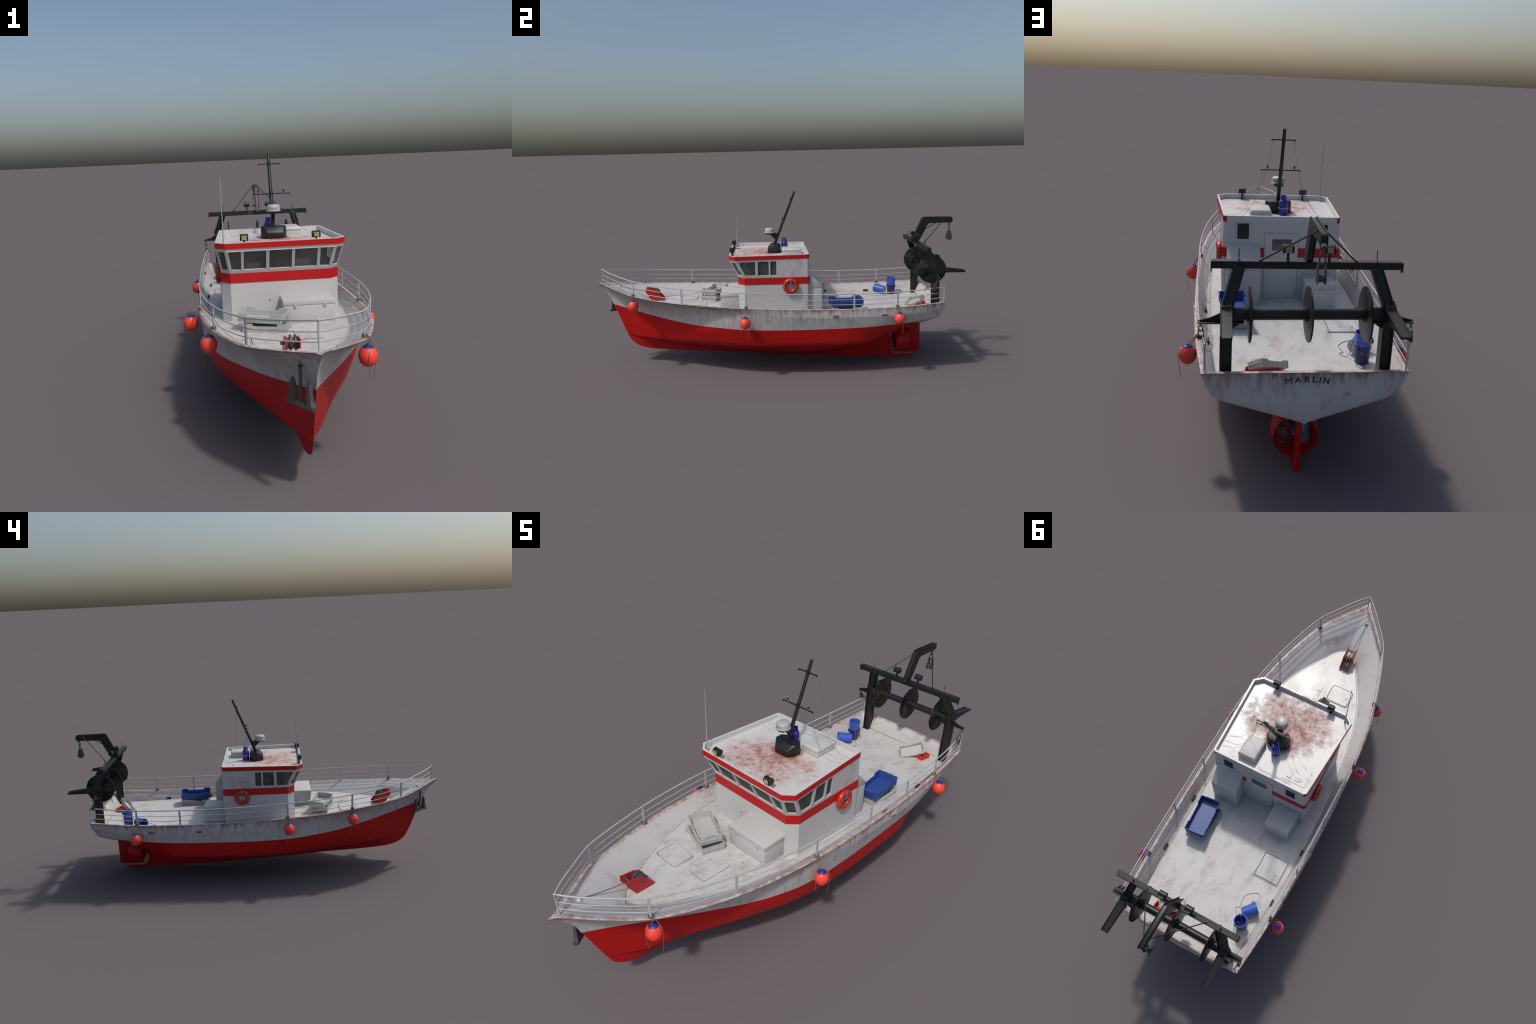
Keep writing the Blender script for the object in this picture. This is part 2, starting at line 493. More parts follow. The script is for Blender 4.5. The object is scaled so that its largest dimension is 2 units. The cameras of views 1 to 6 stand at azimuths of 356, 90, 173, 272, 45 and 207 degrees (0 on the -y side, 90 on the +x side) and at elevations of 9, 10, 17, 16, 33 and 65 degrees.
CENTRE = [(-.838, .0, .162), (-.8, .005, .156), (-.75, .009, .144), (-.65, .011, .119), (-.55, .011, .097), (-.4, .010, .077), (-.3, .009, .064), (-.2, .008, .051), (-.1, .008, .039), (0, .007, .029),
          (.1, .007, .023), (.2, .007, .024), (.3, .007, .034), (.4, .007, .057), (.475, .006, .081), (.523, .005, .095), (.60, .003, .119), (.70, .002, .153), (.76, .002, .174), (.892, .0, .226)]
INNER = [(-.968, .0, .4635), (-.937, .028, .4575), (-.898, .063, .4495), (-.846, .105, .4395), (-.806, .135, .4325), (-.76, .164, .4255), (-.686, .195, .4165),
         (-.593, .226, .4075), (-.492, .254, .4005), (-.35, .280, .3905), (-.152, .299, .3795), (0, .303, .3725), (.159, .304, .3675), (.408, .301, .3635), (.635, .292, .3665), (.876, .272, .3795)]
DECKE = [(-.748, .0, .358), (-.72, .040, .3565), (-.645, .091, .353), (-.56, .138, .351), (-.47, .179, .350), (-.4, .204, .348), (-.3, .229, .345), (-.2, .245, .340),
         (-.1, .258, .335), (0, .269, .330), (.13, .277, .324), (.3, .275, .318), (.55, .264, .316), (.7, .250, .316), (.848, .234, .316)]
LINES = {k: (pchip(v), v[0][0], v[-1][0]) for k, v in dict(sheer=SHEER, knuck=KNUCK, wl=WLINE, chine=CHINE, centre=CENTRE, inner=INNER, deck=DECKE).items()}
def on(line, y):
    f, a, b = LINES[line]; x, z = f(y); return float(x), float(z)
def at(line, s):
    f, a, b = LINES[line]
    y = a + (b - a) * s
    x, z = f(y)
    return Vector((float(x), y, float(z)))
def deck_z(y):
    return on('deck', y)[1]

def catmull(P, n):
    out = []
    Q = [P[0] * 2 - P[1]] + P + [P[-1] * 2 - P[-2]]
    for i in range(1, len(Q) - 2):
        for j in range(n):
            t = j / n
            a, b, c, d = Q[i - 1:i + 3]
            out.append(.5 * ((2 * b) + (c - a) * t + (2 * a - 5 * b + 4 * c - d) * t * t + (3 * b - a - 3 * c + d) * t ** 3))
    out.append(P[-1].copy())
    return out

def section(s):
    S, K, W, C, B = (at(k, s) for k in ('sheer', 'knuck', 'wl', 'chine', 'centre'))
    w = smooth(-.35, .0, S.y)
    cr = catmull([S, K, W, C], 6)
    P3 = [S, K, W, C]
    li = [P3[i].lerp(P3[i + 1], j / 6) for i in range(3) for j in range(6)] + [C.copy()]
    side = [a.lerp(b, w * .85) for a, b in zip(cr, li)]
    bulge = .012 * smooth(-.82, -.65, S.y) * smooth(-.30, -.45, S.y)
    for j in range(13, 18):
        side[j].x += bulge * math.sin(math.pi * (j - 12) / 6)
    # rounded chine: replace the corner by a short arc
    a_ = smooth(.42, .60, S.y) * smooth(.90, .75, S.y)
    pre = C.lerp(W, .16 + .34 * a_); post = C.lerp(B, .09 + .28 * a_)
    side = side[:12] + [W.lerp(pre, j / 5) if w > .98 else side[12 + j].lerp(W.lerp(pre, j / 5), max(w, j / 5)) for j in range(5)] + [pre]                    # drops the last two side points near the corner
    arc = []
    for j in range(1, 5):
        t = j / 4
        arc.append(pre * (1 - t) ** 2 + C * 2 * t * (1 - t) + post * t * t)
    bot = []
    for j in range(1, 9):
        t = j / 8
        p = post.lerp(B, t)
        p.z -= .012 * math.sin(math.pi * t) * (C - B).length / .29 * smooth(.70, .45, S.y) * smooth(-.25, .15, S.y)
        bot.append(p)
    return side + arc + bot                      # 18 + 4 + 8 = 30 points

NS = 130
SS = [(i / NS) ** 1.35 for i in range(NS + 1)]
COLS = [section(s) for s in SS]
KN, WL = 6, 12                                   # index of knuckle and waterline points
NP = len(COLS[0])

def build_hull():
    hb = MB('topside', 'bottom', 'bulwark')
    bm = hb.bm
    sharp = []
    grids = {}
    cen = []
    for sg in (1, -1):
        g = []
        for i, col in enumerate(COLS):
            row = []
            for j, p in enumerate(col):
                if sg == -1 and (j == NP - 1 and p.x < 1e-4):
                    row.append(grids[1][i][j]); continue
                row.append(bm.verts.new((CX + sg * p.x, p.y, p.z)))
            g.append(row)
        grids[sg] = g
        for i in range(NS):
            for j in range(NP - 1):
                q = [g[i][j], g[i + 1][j], g[i + 1][j + 1], g[i][j + 1]]
                f = bm.faces.new(q if sg == 1 else q[::-1])
                f.material_index = 0 if j < WL or (j < WL + 6 and COLS[i][WL].y > .755) else 1
        for i in range(NS):
            if COLS[i][KN].y > -.05:
                sharp.append((g[i][KN], g[i + 1][KN]))
    # close stem and keel seam with narrow strips
    for i in range(NS):
        a, b = grids[1], grids[-1]
        if a[i][-1] is not b[i][-1] or a[i + 1][-1] is not b[i + 1][-1]:
            q = [a[i][-1], a[i + 1][-1], b[i + 1][-1], b[i][-1]]
            u = []
            for v in q:
                if v not in u: u.append(v)
            if len(u) > 2:
                f = bm.faces.new(u); f.material_index = 1
    for j in range(NP - 1):
        q = [grids[1][0][j], grids[1][0][j + 1], grids[-1][0][j + 1], grids[-1][0][j]]
        u = []
        for v in q:
            if v not in u: u.append(v)
        if len(u) > 2:
            f = bm.faces.new(u); f.material_index = 0 if j < WL else 1
    # transom: rows across, edges rolled forward at the bilge
    NT_ = 14
    rows = []
    for j in range(NP):
        L, R = grids[1][-1][j], grids[-1][-1][j]
        row = [L]
        for k in range(1, NT_):
            t = k / NT_; e = abs(2 * t - 1)
            p = L.co.lerp(R.co, t)
            yf = .889 + .007 * (1 - e * e) * smooth(.345, .29, p.z)
            p.y = yf + (p.y - yf) * smooth(.80, 1.0, e) if p.y < yf else p.y
            row.append(bm.verts.new(p))
        row.append(R)
        rows.append(row)
    for j in range(NP - 1):
        for k in range(NT_):
            q = [rows[j][k], rows[j][k + 1], rows[j + 1][k + 1], rows[j + 1][k]]
            u = []
            for v in q:
                if v not in u: u.append(v)
            if len(u) > 2:
                try:
                    bm.faces.new(u).material_index = 0
                except ValueError:
                    pass
    for j in range(NP - 1):
        sharp += [(grids[1][-1][j], grids[1][-1][j + 1]), (grids[-1][-1][j], grids[-1][-1][j + 1])]
    # gunwale cap (slightly raised in the middle), inner bulwark down to the deck edge
    inn = {}
    for sg in (1, -1):
        cap, mid, low = [], [], []
        for s in SS:
            I, S, D = at('inner', s), at('sheer', s), at('deck', s)
            m = S.lerp(I, .5); m.z += .0022
            cap.append(bm.verts.new((CX + sg * m.x, m.y, m.z)))
            mid.append(bm.verts.new((CX + sg * I.x, I.y, I.z)))
            e = I.lerp(D, .5); e.x += .003 * smooth(0, .06, s); e.z += .011 * smooth(-.55, -.80, e.y)
            low.append([bm.verts.new((CX + sg * e.x, e.y, e.z)), bm.verts.new((CX + sg * D.x, D.y, D.z - .004))])
        g = grids[sg]
        for i in range(NS):
            seq = [[g[i][0], cap[i], mid[i], low[i][0], low[i][1]], [g[i + 1][0], cap[i + 1], mid[i + 1], low[i + 1][0], low[i + 1][1]]]
            for k in range(4):
                q = [seq[0][k], seq[0][k + 1], seq[1][k + 1], seq[1][k]]
                f = bm.faces.new(q if sg == 1 else q[::-1]); f.material_index = 2
            sharp += [(g[i][0], g[i + 1][0]), (mid[i], mid[i + 1])]
        inn[sg] = (cap, mid, low)
    # transom cap and inner face
    seqs = []
    for sg in (1, -1):
        cap, mid, low = inn[sg]
        seqs.append([grids[sg][-1][0], cap[-1], mid[-1], low[-1][0], low[-1][1]])
    for k in range(4):
        if k == 0:
            prev = [rows[0][q] for q in range(NT_ + 1)]
        else:
            prev = nxt
        a, b = seqs[0][k + 1], seqs[1][k + 1]
        nxt = [a] + [bm.verts.new(a.co.lerp(b.co, q / NT_)) for q in range(1, NT_)] + [b]
        for q in range(NT_):
            bm.faces.new([prev[q], nxt[q], nxt[q + 1], prev[q + 1]]).material_index = 2
    for q in range(NT_):
        sharp.append((rows[0][q], rows[0][q + 1]))
    bmesh.ops.recalc_face_normals(bm, faces=bm.faces[:])
    for a, b in sharp:
        e = bm.edges.get((a, b))
        if e: e.smooth = False
    return hb.done('hull', boat, smooth=180, normals=False)
hull = build_hull()

# deck sheet
d = MB('deck')
ring = []
for i, s in enumerate(SS):
    D = at('deck', s)
    ring.append([Vector((CX + (D.x + .006) * (1 - 2 * k / 10), D.y + (.004 if i == NS else 0), D.z)) for k in range(11)])
d.loft(ring, closed=False, caps=False)
deck = d.done('deck', boat, smooth=60)
sm = MB('seam')
pts = [at('deck', s_) for s_ in SS]
line = [(CX + p_.x + .0005, p_.y, p_.z + .0004) for p_ in pts[::-1]] + [(CX - p_.x - .0005, p_.y, p_.z + .0004) for p_ in pts[1:]]
sm.tube(line, .0013, 6)
e_ = pts[-1]
sm.tube([(CX - e_.x + 2 * e_.x * k / 12, e_.y + .001, e_.z + .0004) for k in range(13)], .0016, 6)
sm.done('deck_seam', deck, smooth=60)

# keel: blade below the hull with forefoot, deadwood and sole piece under the propeller
KEELB = pchip([(-.91, .344), (-.894, .301), (-.864, .235), (-.841, .168), (-.827, .139), (-.808, .117), (-.786, .100), (-.745, .0845), (-.70, .076), (-.572, .064), (-.389, .053), (-.205, .040),
               (0, .024), (.20, .0105), (.37, .003), (.5, .0), (.70, .0)])
kb = MB('bottom')
rings = []
ys = list(np.linspace(-.91, -.745, 26)) + list(np.linspace(-.72, .655, 56))
for y in ys:
    zb = float(KEELB(y)[0])
    zt = (on('centre', y)[1] + .012) if y > -.80 else zb + .006 + .047 * (y + .91) / .11
    if y > .30: zt = min(zt, .135)
    zt = max(zt, zb + .012)
    w = .0098 * smooth(-.86, -.70, y) + .0007
    wt = w * (1.0 + .9 * smooth(-.86, -.72, y) - .6 * smooth(-.5, -.1, y))
    zm = zb + (zt - zb) * .4
    rings.append([(CX - wt, y, zt), (CX - (w + wt) / 2, y, zm), (CX - w * .75, y, zb + .003), (CX, y, zb), (CX + w * .75, y, zb + .003), (CX + (w + wt) / 2, y, zm), (CX + wt, y, zt)])
kb.loft(rings, closed=True)
# deadwood end with the round cut ahead of the nozzle, and the shoe
arc = [(.655, .0)] + [(.790, .0), (.795, .004), (.795, .009), (.790, .011), (.720, .0125)]
arc += [(.700 + .040 * math.cos(a), .055 + .043 * math.sin(a)) for a in np.linspace(math.radians(262), math.radians(150), 9)]
arc += [(.668, .094), (.655, .118)]
kb.prism(arc, CX - .0095, CX + .0095, 'x')
keel = kb.done('keel', hull, smooth=35)

# shaft boss, propeller, nozzle, rudder
b = MB('bottom')
b.lathe([(.003, .600), (.008, .620), (.014, .650), (.0165, .672), (.0165, .680), (.006, .681)], (CX, 0, .096), 18, axis='y')
b.cyl((CX, .67, .096), (CX, .735, .096), .005)
b.done('shaft_boss', hull, smooth=40)
nz = MB('bottom')
prof = [(.0585, .690), (.064, .684), (.0705, .692), (.0715, .72), (.0705, .7605), (.068, .7625), (.0655, .7605), (.0605, .735)]
nz.lathe(prof + [prof[0]], (CX, 0, .0985), 40, axis='y')
for v in [f for f in nz.bm.faces if len(f.verts) > 10]:
    nz.bm.faces.remove(v)
nz.box((CX - .005, .70, .160), (CX + .005, .765, .180))
nz.done('propeller_nozzle', hull, smooth=50)
pr = MB('bronze')
pr.lathe([(.004, .700), (.011, .704), (.012, .735), (.007, .750), (.002, .754)], (CX, 0, .096), 16, axis='y')
for k in range(4):
    a0 = k * math.pi / 2 + .55
    rows = []
    for i in range(8):
        r = .010 + .0465 * i / 7
        half = .030 * math.sin(math.pi * (.16 + .74 * i / 7)) ** .8 * (1 if i < 7 else .55)
        pitch = .95 - .45 * i / 7
        rr = []
        for t in (-1, -.5, 0, .5, 1):
            u = half * t
            ang = a0 + u * math.cos(pitch) / max(r, .018)
            rr.append((CX + r * math.cos(ang), .722 + u * math.sin(pitch), .096 + r * math.sin(ang)))
        rows.append(rr)
    R1 = [r for r in rows]; R2 = [[(x, y + .0022, z) for x, y, z in r] for r in rows]
    pr.loft([R1[i] + R2[i][::-1] for i in range(8)], closed=True)
pr.done('propeller', hull, smooth=50)
ru = MB('bottom')
ru.prism([(.770, .021), (.831, .021), (.8315, .205), (.770, .190)], CX - .0055, CX + .0055, 'x')
ru.cyl((CX, .772, .012), (CX, .772, .19), .0045, n=10)
ru.done('rudder', hull, bevel=.002)

# scuppers (two each side; near-black plates on the surface at the foot of the bulwark, not cut through)
def scupper(y, sg):
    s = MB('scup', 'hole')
    xo, zo = on('knuck', y); zc = .3285
    xs = xo + (on('sheer', y)[0] - xo) * .15
    X = lambda v: CX + sg * v
    a, c = y - .014, y + .014
    s.box((min(X(xs - .002), X(xs + .0014)), a, zc - .0065), (max(X(xs - .002), X(xs + .0014)), c, zc + .0065), 1)
    s.box((min(X(xs - .002), X(xs + .0022)), a + .001, zc + .0005), (max(X(xs - .002), X(xs + .0022)), c - .003, zc + .0055), 0)
    s.beam((X(xs + .0012), a - .001, zc + .0075), (X(xs + .0012), c + .001, zc + .0075), .004, .002)
    s.beam((X(xs + .0012), a - .001, zc - .0075), (X(xs + .0012), c + .001, zc - .0075), .004, .002)
    xi, zi = on('deck', y)
    s.box((min(X(xi - .001), X(xi + .006)), a, zi), (max(X(xi - .001), X(xi + .006)), c, zi + .0125), 1)
    s.done('scupper', hull)
for y in (.31, .565):
    for sg in (1, -1):
        scupper(y, sg)

# boat name on the transom: raised letters on a shallow arch
for ch, x in zip('MARLIN', (.0515, .0265, .0030, -.0175, -.0330, -.0495)):
    cu = bpy.data.curves.new('letter', 'FONT'); cu.body = ch; cu.size = .0245; cu.extrude = .0007
    cu.align_x = 'CENTER'; cu.offset = 0.0 if ch == 'M' else .0004
    to = bpy.data.objects.new('tmp', cu); SCN.collection.objects.link(to)
    me = bpy.data.meshes.new_from_object(to.evaluated_get(bpy.context.evaluated_depsgraph_get()))
    bpy.data.objects.remove(to); bpy.data.curves.remove(cu)
    me.materials.clear(); me.materials.append(M['letter'])
    xr = x - CX
    z0 = .3520 - 1.7 * xr * xr
    lo = bpy.data.objects.new('name_letter', me)
    lo.matrix_world = Matrix.Translation((x, .8896, z0)) @ Matrix.Rotation(math.pi, 4, 'Z') @ Matrix.Rotation(math.pi / 2, 4, 'X') @ Matrix.Rotation(xr * 2.6, 4, 'Z') @ Matrix.Scale(1.05, 4, (1, 0, 0))
    SCN.collection.objects.link(lo); lo.parent = hull

# ------------------------------------------------------------------ railings
RH = .080
POSTY = [-.760, -.490, -.152, .159, .408, .635]
def rail_xy(y):
    x, z = on('inner', y); xs, zs = on('sheer', y)
    return (x + xs) / 2, (z + zs) / 2 + .001
RAILP = pchip([(-.963, .0, .464), (-.937, .028, .458), (-.898, .063, .450), (-.846, .104, .440), (-.806, .136, .433), (-.76, .167, .426), (-.686, .198, .4165), (-.593, .229, .4065),
               (-.49, .256, .3985), (-.35, .283, .3890), (-.152, .3030, .379), (0, .307, .3715), (.159, .307, .3652), (.408, .3035, .362), (.635, .2955, .3655), (.882, .274, .380)])
def rail_pt(y, sg, h):
    x, z = RAILP(y); return (CX + sg * float(x), y, float(z) + h)
rail_ys = list(np.linspace(-.963, -.70, 22)) + list(np.linspace(-.68, .882, 46))
for h, r in ((RH, .0028), (.0505, .0016), (.0243, .0016)):
    t = MB('rail')
    pts = [rail_pt(y, 1, h) for y in rail_ys[::-1]] + [rail_pt(y, -1, h) for y in rail_ys[1:]]
    t.tube(pts, r, 8)
    t.done('railing_bar', boat, smooth=60)
# flat-bar stanchion shared by all posts
p = MB('rail')
p.beam((0, 0, -.004), (0, 0, RH + .003), .0045, .0095, up=(0, 1, 0))
p.box((-.005, -.007, -.004), (.005, .007, .0025))
proto = None
def put_post(y, sg):
    global proto
    x, yy, z = rail_pt(y, sg, 0)
    a = rail_pt(y - .01, sg, 0); c = rail_pt(y + .01, sg, 0)
    ang = math.atan2(c[1] - a[1], c[0] - a[0]) - math.pi / 2
    if proto is None:
        proto = p.done('railing_post', boat, bevel=.0008, seg=1, loc=(x, yy, z), rot=(0, 0, ang))
        return proto
    return copy_of(proto, (x, yy, z), (0, 0, ang))
for y in POSTY:
    for sg in (1, -1):
        put_post(y, sg)
for y, sg in ((-.963, 1), (.882, 1), (.882, -1)):
    q = MB('rail'); x, yy, z = rail_pt(y, sg, 0)
    q.cyl((x, yy, z - .004), (x, yy, z + RH), .0026, n=10)
    q.lathe([(.001, -.0045), (.0034, -.0030), (.0045, 0), (.0034, .0030), (.001, .0045)], (x, yy, z + RH), 12)
    q.done('railing_end_post', boat, smooth=60)

# ------------------------------------------------------------------ wheelhouse
ZB, ZR0, ZR1, ZW1, ZT = .300, .485, .521, .620, .6415
def plan(pts):
    """mirror half plan (bow centre to stern centre) into a closed polygon"""
    r = [(CX + x, y) for x, y in pts]; l = [(CX - x, y) for x, y in pts][::-1]
    return r + l
LOW = [(.187, -.192), (.2205, -.158), (.2205, .174), (.2115, .183)]
TOP = [(.2035, -.237), (.239, -.2055), (.2165, .174), (.2075, .183)]
wh = MB('cabin', 'inside')
_, fcs = wh.prism(plan(LOW), ZB, ZR1, 'z')
wh.bm.faces.remove(fcs[1])          # open towards the glazed storey
lowp, topp = plan(LOW), plan(TOP)
cab_parts = []
def lerp2(a, b, t): return (a[0] + (b[0] - a[0]) * t, a[1] + (b[1] - a[1]) * t)
def rounded(poly, r, n=4):
    out = []
    k = len(poly)
    for i in range(k):
        p = Vector(poly[i]); a = Vector(poly[i - 1]); c = Vector(poly[(i + 1) % k])
        da = (a - p).normalized(); dc = (c - p).normalized()
        s, e = p + da * r, p + dc * r
        for j in range(n + 1):
            t = j / n
            out.append(tuple(s * (1 - t) ** 2 + p * 2 * t * (1 - t) + e * t * t))
    return out
panes = []
def wall(i0, i1, wins, thick=.007):
    """wall panel between plan corners i0->i1 with window holes given as (u,v) quads"""
    A, B = Vector((*lowp[i0], ZR1)), Vector((*lowp[i1], ZR1))
    C, D = Vector((*topp[i1], ZW1)), Vector((*topp[i0], ZW1))
    f = lambda u, v: A.lerp(B, u).lerp(D.lerp(C, u), v)
    W = (B - A).length; H = (D - A).length
    nrm = (B - A).cross(D - A).normalized()
    cen = Vector((CX, 0, .57))
    if nrm.dot((A + C) / 2 - cen) < 0: nrm = -nrm
    bm = bmesh.new()
    loops = [[(0, 0), (W, 0), (W, H), (0, H)]]
    for q in wins:
        loops.append(rounded([(u * W, v * H) for u, v in q], .0055))
    es = []
    for lp in loops:
        vs = [bm.verts.new((a, b_, 0)) for a, b_ in lp]
        for i in range(len(vs)):
            es.append(bm.edges.new((vs[i], vs[(i + 1) % len(vs)])))
    bmesh.ops.triangle_fill(bm, use_beauty=True, use_dissolve=False, edges=es)
    r = bmesh.ops.extrude_face_region(bm, geom=bm.faces[:])
    inner = set(v for v in r['geom'] if isinstance(v, bmesh.types.BMVert))
    for v in bm.verts:
        p3 = f(v.co.x / W, v.co.y / H)
        v.co = p3 - nrm * (thick if v in inner else 0)
    bm.verts.index_update()
    base = [wh.bm.verts.new(v.co) for v in bm.verts]
    for fc in bm.faces:
        try: wh.bm.faces.new([base[v.index] for v in fc.verts])
        except ValueError: pass
    bm.free()
    for lp in loops[1:]:
        g = MB('glass')
        o = [f(a / W, b_ / H) - nrm * .0042 for a, b_ in lp]; q = [v - nrm * .0018 for v in o]
        n = len(o)
        g.faces(o + q, [tuple(range(n)), tuple(range(n, 2 * n))[::-1]] + [(i, (i + 1) % n, n + (i + 1) % n, n + i) for i in range(n)])
        panes.append(g)
# indices in plan(): 0 front+ ,1 side+ front,2 side+ rear,3 rear+ ,4 rear-,5 side- rear,6 side- front,7 front-
V0, V1 = .13, .905
def ux(x): return (x)
# front wall runs 7 (-x) -> 0 (+x): half widths .187 bottom / .2035 top
def fr(x0t, x1t, x0b, x1b):
    xb = lambda v: .187 + (.2035 - .187) * v
    U = lambda x, v: (x - CX + xb(v)) / (2 * xb(v))
    return [(U(x0b, V0), V0), (U(x1b, V0), V0), (U(x1t, V1), V1), (U(x0t, V1), V1)]
wall(7, 0, [fr(-.190, -.143, -.178, -.143), fr(-.133, -.051, -.133, -.051), fr(-.039, .044, -.039, .044), fr(.055, .138, .055, .138), fr(.149, .197, .149, .184)])
wall(0, 1, [[(.16, V0), (.84, V0), (.84, V1), (.16, V1)]])
wall(6, 7, [[(.16, V0), (.84, V0), (.84, V1), (.16, V1)]])
def sd(y0t, y1t, y0b, y1b, flip=False):
    ya = lambda v: -.158 + (-.2055 + .158) * v
    U = lambda y, v: (y - ya(v)) / (.174 - ya(v))
    q = [(U(y0b, V0), V0), (U(y1b, V0), V0), (U(y1t, V1), V1), (U(y0t, V1), V1)]
    return [(1 - u, v) for u, v in q][::-1] if flip else q
SIDEW = [(-.190, -.101, -.152, -.101), (-.087, -.030, -.087, -.030), (-.021, .010, -.021, .010)]
wall(1, 2, [sd(*w) for w in SIDEW])
wall(5, 6, [sd(*w, flip=True) for w in SIDEW])
wall(2, 3, []); wall(4, 5, []); wall(3, 4, [])
house = wh.done('wheelhouse', boat, smooth=25)
for g in panes:
    g.done('window_pane', house, smooth=0)

def ring_band(polyA, zA, polyB, zB, out, mat, name, open_gap=None):
    """thin band lying on the wall between two plan polygons"""
    q = MB(mat)
    n = len(polyA)
    def off(poly):
        res = []
        for i in range(n):
            p = Vector(poly[i]); a = Vector(poly[i - 1]); c = Vector(poly[(i + 1) % n])
            n1 = Vector(((p - a).y, -(p - a).x)).normalized(); n2 = Vector(((c - p).y, -(c - p).x)).normalized()
            m = (n1 + n2); m = m / max(m.dot(n1), .3)
            res.append(p + m * out)
        return res
    def area(P): return sum(P[i - 1][0] * P[i][1] - P[i][0] * P[i - 1][1] for i in range(len(P)))
    if area(polyA) < 0: out = -out
    A, B = off(polyA), off(polyB)
    for i in range(n):
        k = (i + 1) % n
        segs = [(0, 1)]
        if open_gap and i in open_gap: segs = open_gap[i]
        for t0, t1 in segs:
            a0, a1 = A[i].lerp(A[k], t0), A[i].lerp(A[k], t1)
            b0, b1 = B[i].lerp(B[k], t0), B[i].lerp(B[k], t1)
            q.faces([(*a0, zA), (*a1, zA), (*b1, zB), (*b0, zB)], [(0, 1, 2, 3)])
            # returns to the wall so the band has thickness
            c0, c1 = Vector(polyA[i]).lerp(Vector(polyA[k]), t0), Vector(polyA[i]).lerp(Vector(polyA[k]), t1)
            e0, e1 = Vector(polyB[i]).lerp(Vector(polyB[k]), t0), Vector(polyB[i]).lerp(Vector(polyB[k]), t1)
            q.faces([(*a0, zA), (*a1, zA), (*c1, zA), (*c0, zA)], [(0, 1, 2, 3)])
            q.faces([(*b0, zB), (*b1, zB), (*e1, zB), (*e0, zB)], [(0, 1, 2, 3)])
    bmesh.ops.remove_doubles(q.bm, verts=q.bm.verts[:], dist=1e-5)
    return q.done(name, house, smooth=20)
gapL = {3: [(0, (.2135 - .063) / .427), ((.2135 + .063) / .427, 1)]}
ring_band(lowp, ZR0, lowp, ZR1, .0015, 'red', 'waist_band', gapL)

# roof: floor, white rim and red fascia
rf = MB('roof')
rf.prism(plan([(x - .003, y + (.003 if y < 0 else -.003)) for x, y in TOP]), ZW1 - .012, ZW1 + .0015, 'z')
RW = .008
def inset(poly, dd):
    out = []
    n = len(poly)
    for i in range(n):
        p = Vector(poly[i]); a = Vector(poly[i - 1]); c = Vector(poly[(i + 1) % n])
        n1 = Vector((-(p - a).y, (p - a).x)).normalized(); n2 = Vector((-(c - p).y, (c - p).x)).normalized()
        m = (n1 + n2); m = m / m.dot(n1)
        out.append(p + m * dd)
    return out
po = [Vector(q) for q in topp]
pi_ = inset(topp, RW)
if sum((a - Vector((CX, 0))).length for a in pi_) > sum((a - Vector((CX, 0))).length for a in po):
    pi_ = inset(topp, -RW)
n = len(po)
v = [(*q, ZW1) for q in po] + [(*q, ZT) for q in po] + [(*q, ZT) for q in pi_] + [(*q, ZW1) for q in pi_]
fs = []
for i in range(n):
    k = (i + 1) % n
    for lv in range(3):
        fs.append((lv * n + i, lv * n + k, (lv + 1) * n + k, (lv + 1) * n + i))
rf.faces(v, fs)
# shallow service panel with two pads on the aft port quarter
rf.box((-.190, .072, ZW1), (-.085, .150, ZW1 + .0032))
for xx in (-.110, -.150):
    rf.box((xx - .010, .118, ZW1), (xx + .010, .138, ZW1 + .006))
roof = rf.done('roof', house, smooth=25)
gapT = {3: [(0, .008), (.992, 1)]}
ring_band(topp, ZW1 - .0005, topp, ZT - .0022, .0015, 'red', 'roof_fascia', gapT)

# aft wall: door, door window, louvred vents
YA = .183
dr = MB('cabin', 'joint')
dr.box((-.060, YA - .002, .322), (.066, YA + .0022, .578))
dr.box((-.062, YA - .002, .320), (.068, YA + .0008, .580), 1)
dr.box((-.0605, YA, .432), (.0665, YA + .0026, .4328), 1)
door = dr.done('door', house, bevel=.0006, seg=1)
dw = MB('plate', 'scup'); dw.box((-.035, YA, .512), (.038, YA + .0034, .556))
dw.done('door_window', house, bevel=.0015)
hd = MB('scup')
hd.tube([(-.061 + .008 * math.cos(a), YA + .004, .351 + .006 * math.sin(a)) for a in np.linspace(0, 2 * math.pi, 15)[:-1]], .0013, 6, closed=True)
hd.box((-.070, YA, .345), (-.066, YA + .006, .357))
hd.box((.060, YA, .40), (.068, YA + .005, .404)); hd.box((.060, YA, .50), (.068, YA + .005, .504))
hd.done('door_handle', house, smooth=50)
for c in (.1475, -.1465):
    vt = MB('cabin', 'vent')
    for a in ((c - .026, .552, c + .026, .5555), (c - .026, .6145, c + .026, .618), (c - .026, .5555, c - .0215, .6145), (c + .0215, .5555, c + .026, .6145)):
        vt.box((a[0], YA - .001, a[1]), (a[2], YA + .0035, a[3]))
    vt.box((c - .0215, YA - .001, .5555), (c + .0215, YA + .0006, .6145), 1)
    for k in range(8):
        zz = .559 + k * .0073
        vt.beam((c - .0215, YA + .0022, zz), (c + .0215, YA + .0022, zz), .0034, .0014, 1, up=(0, .5, 1))
    vt.done('louvre_vent', house, smooth=30)

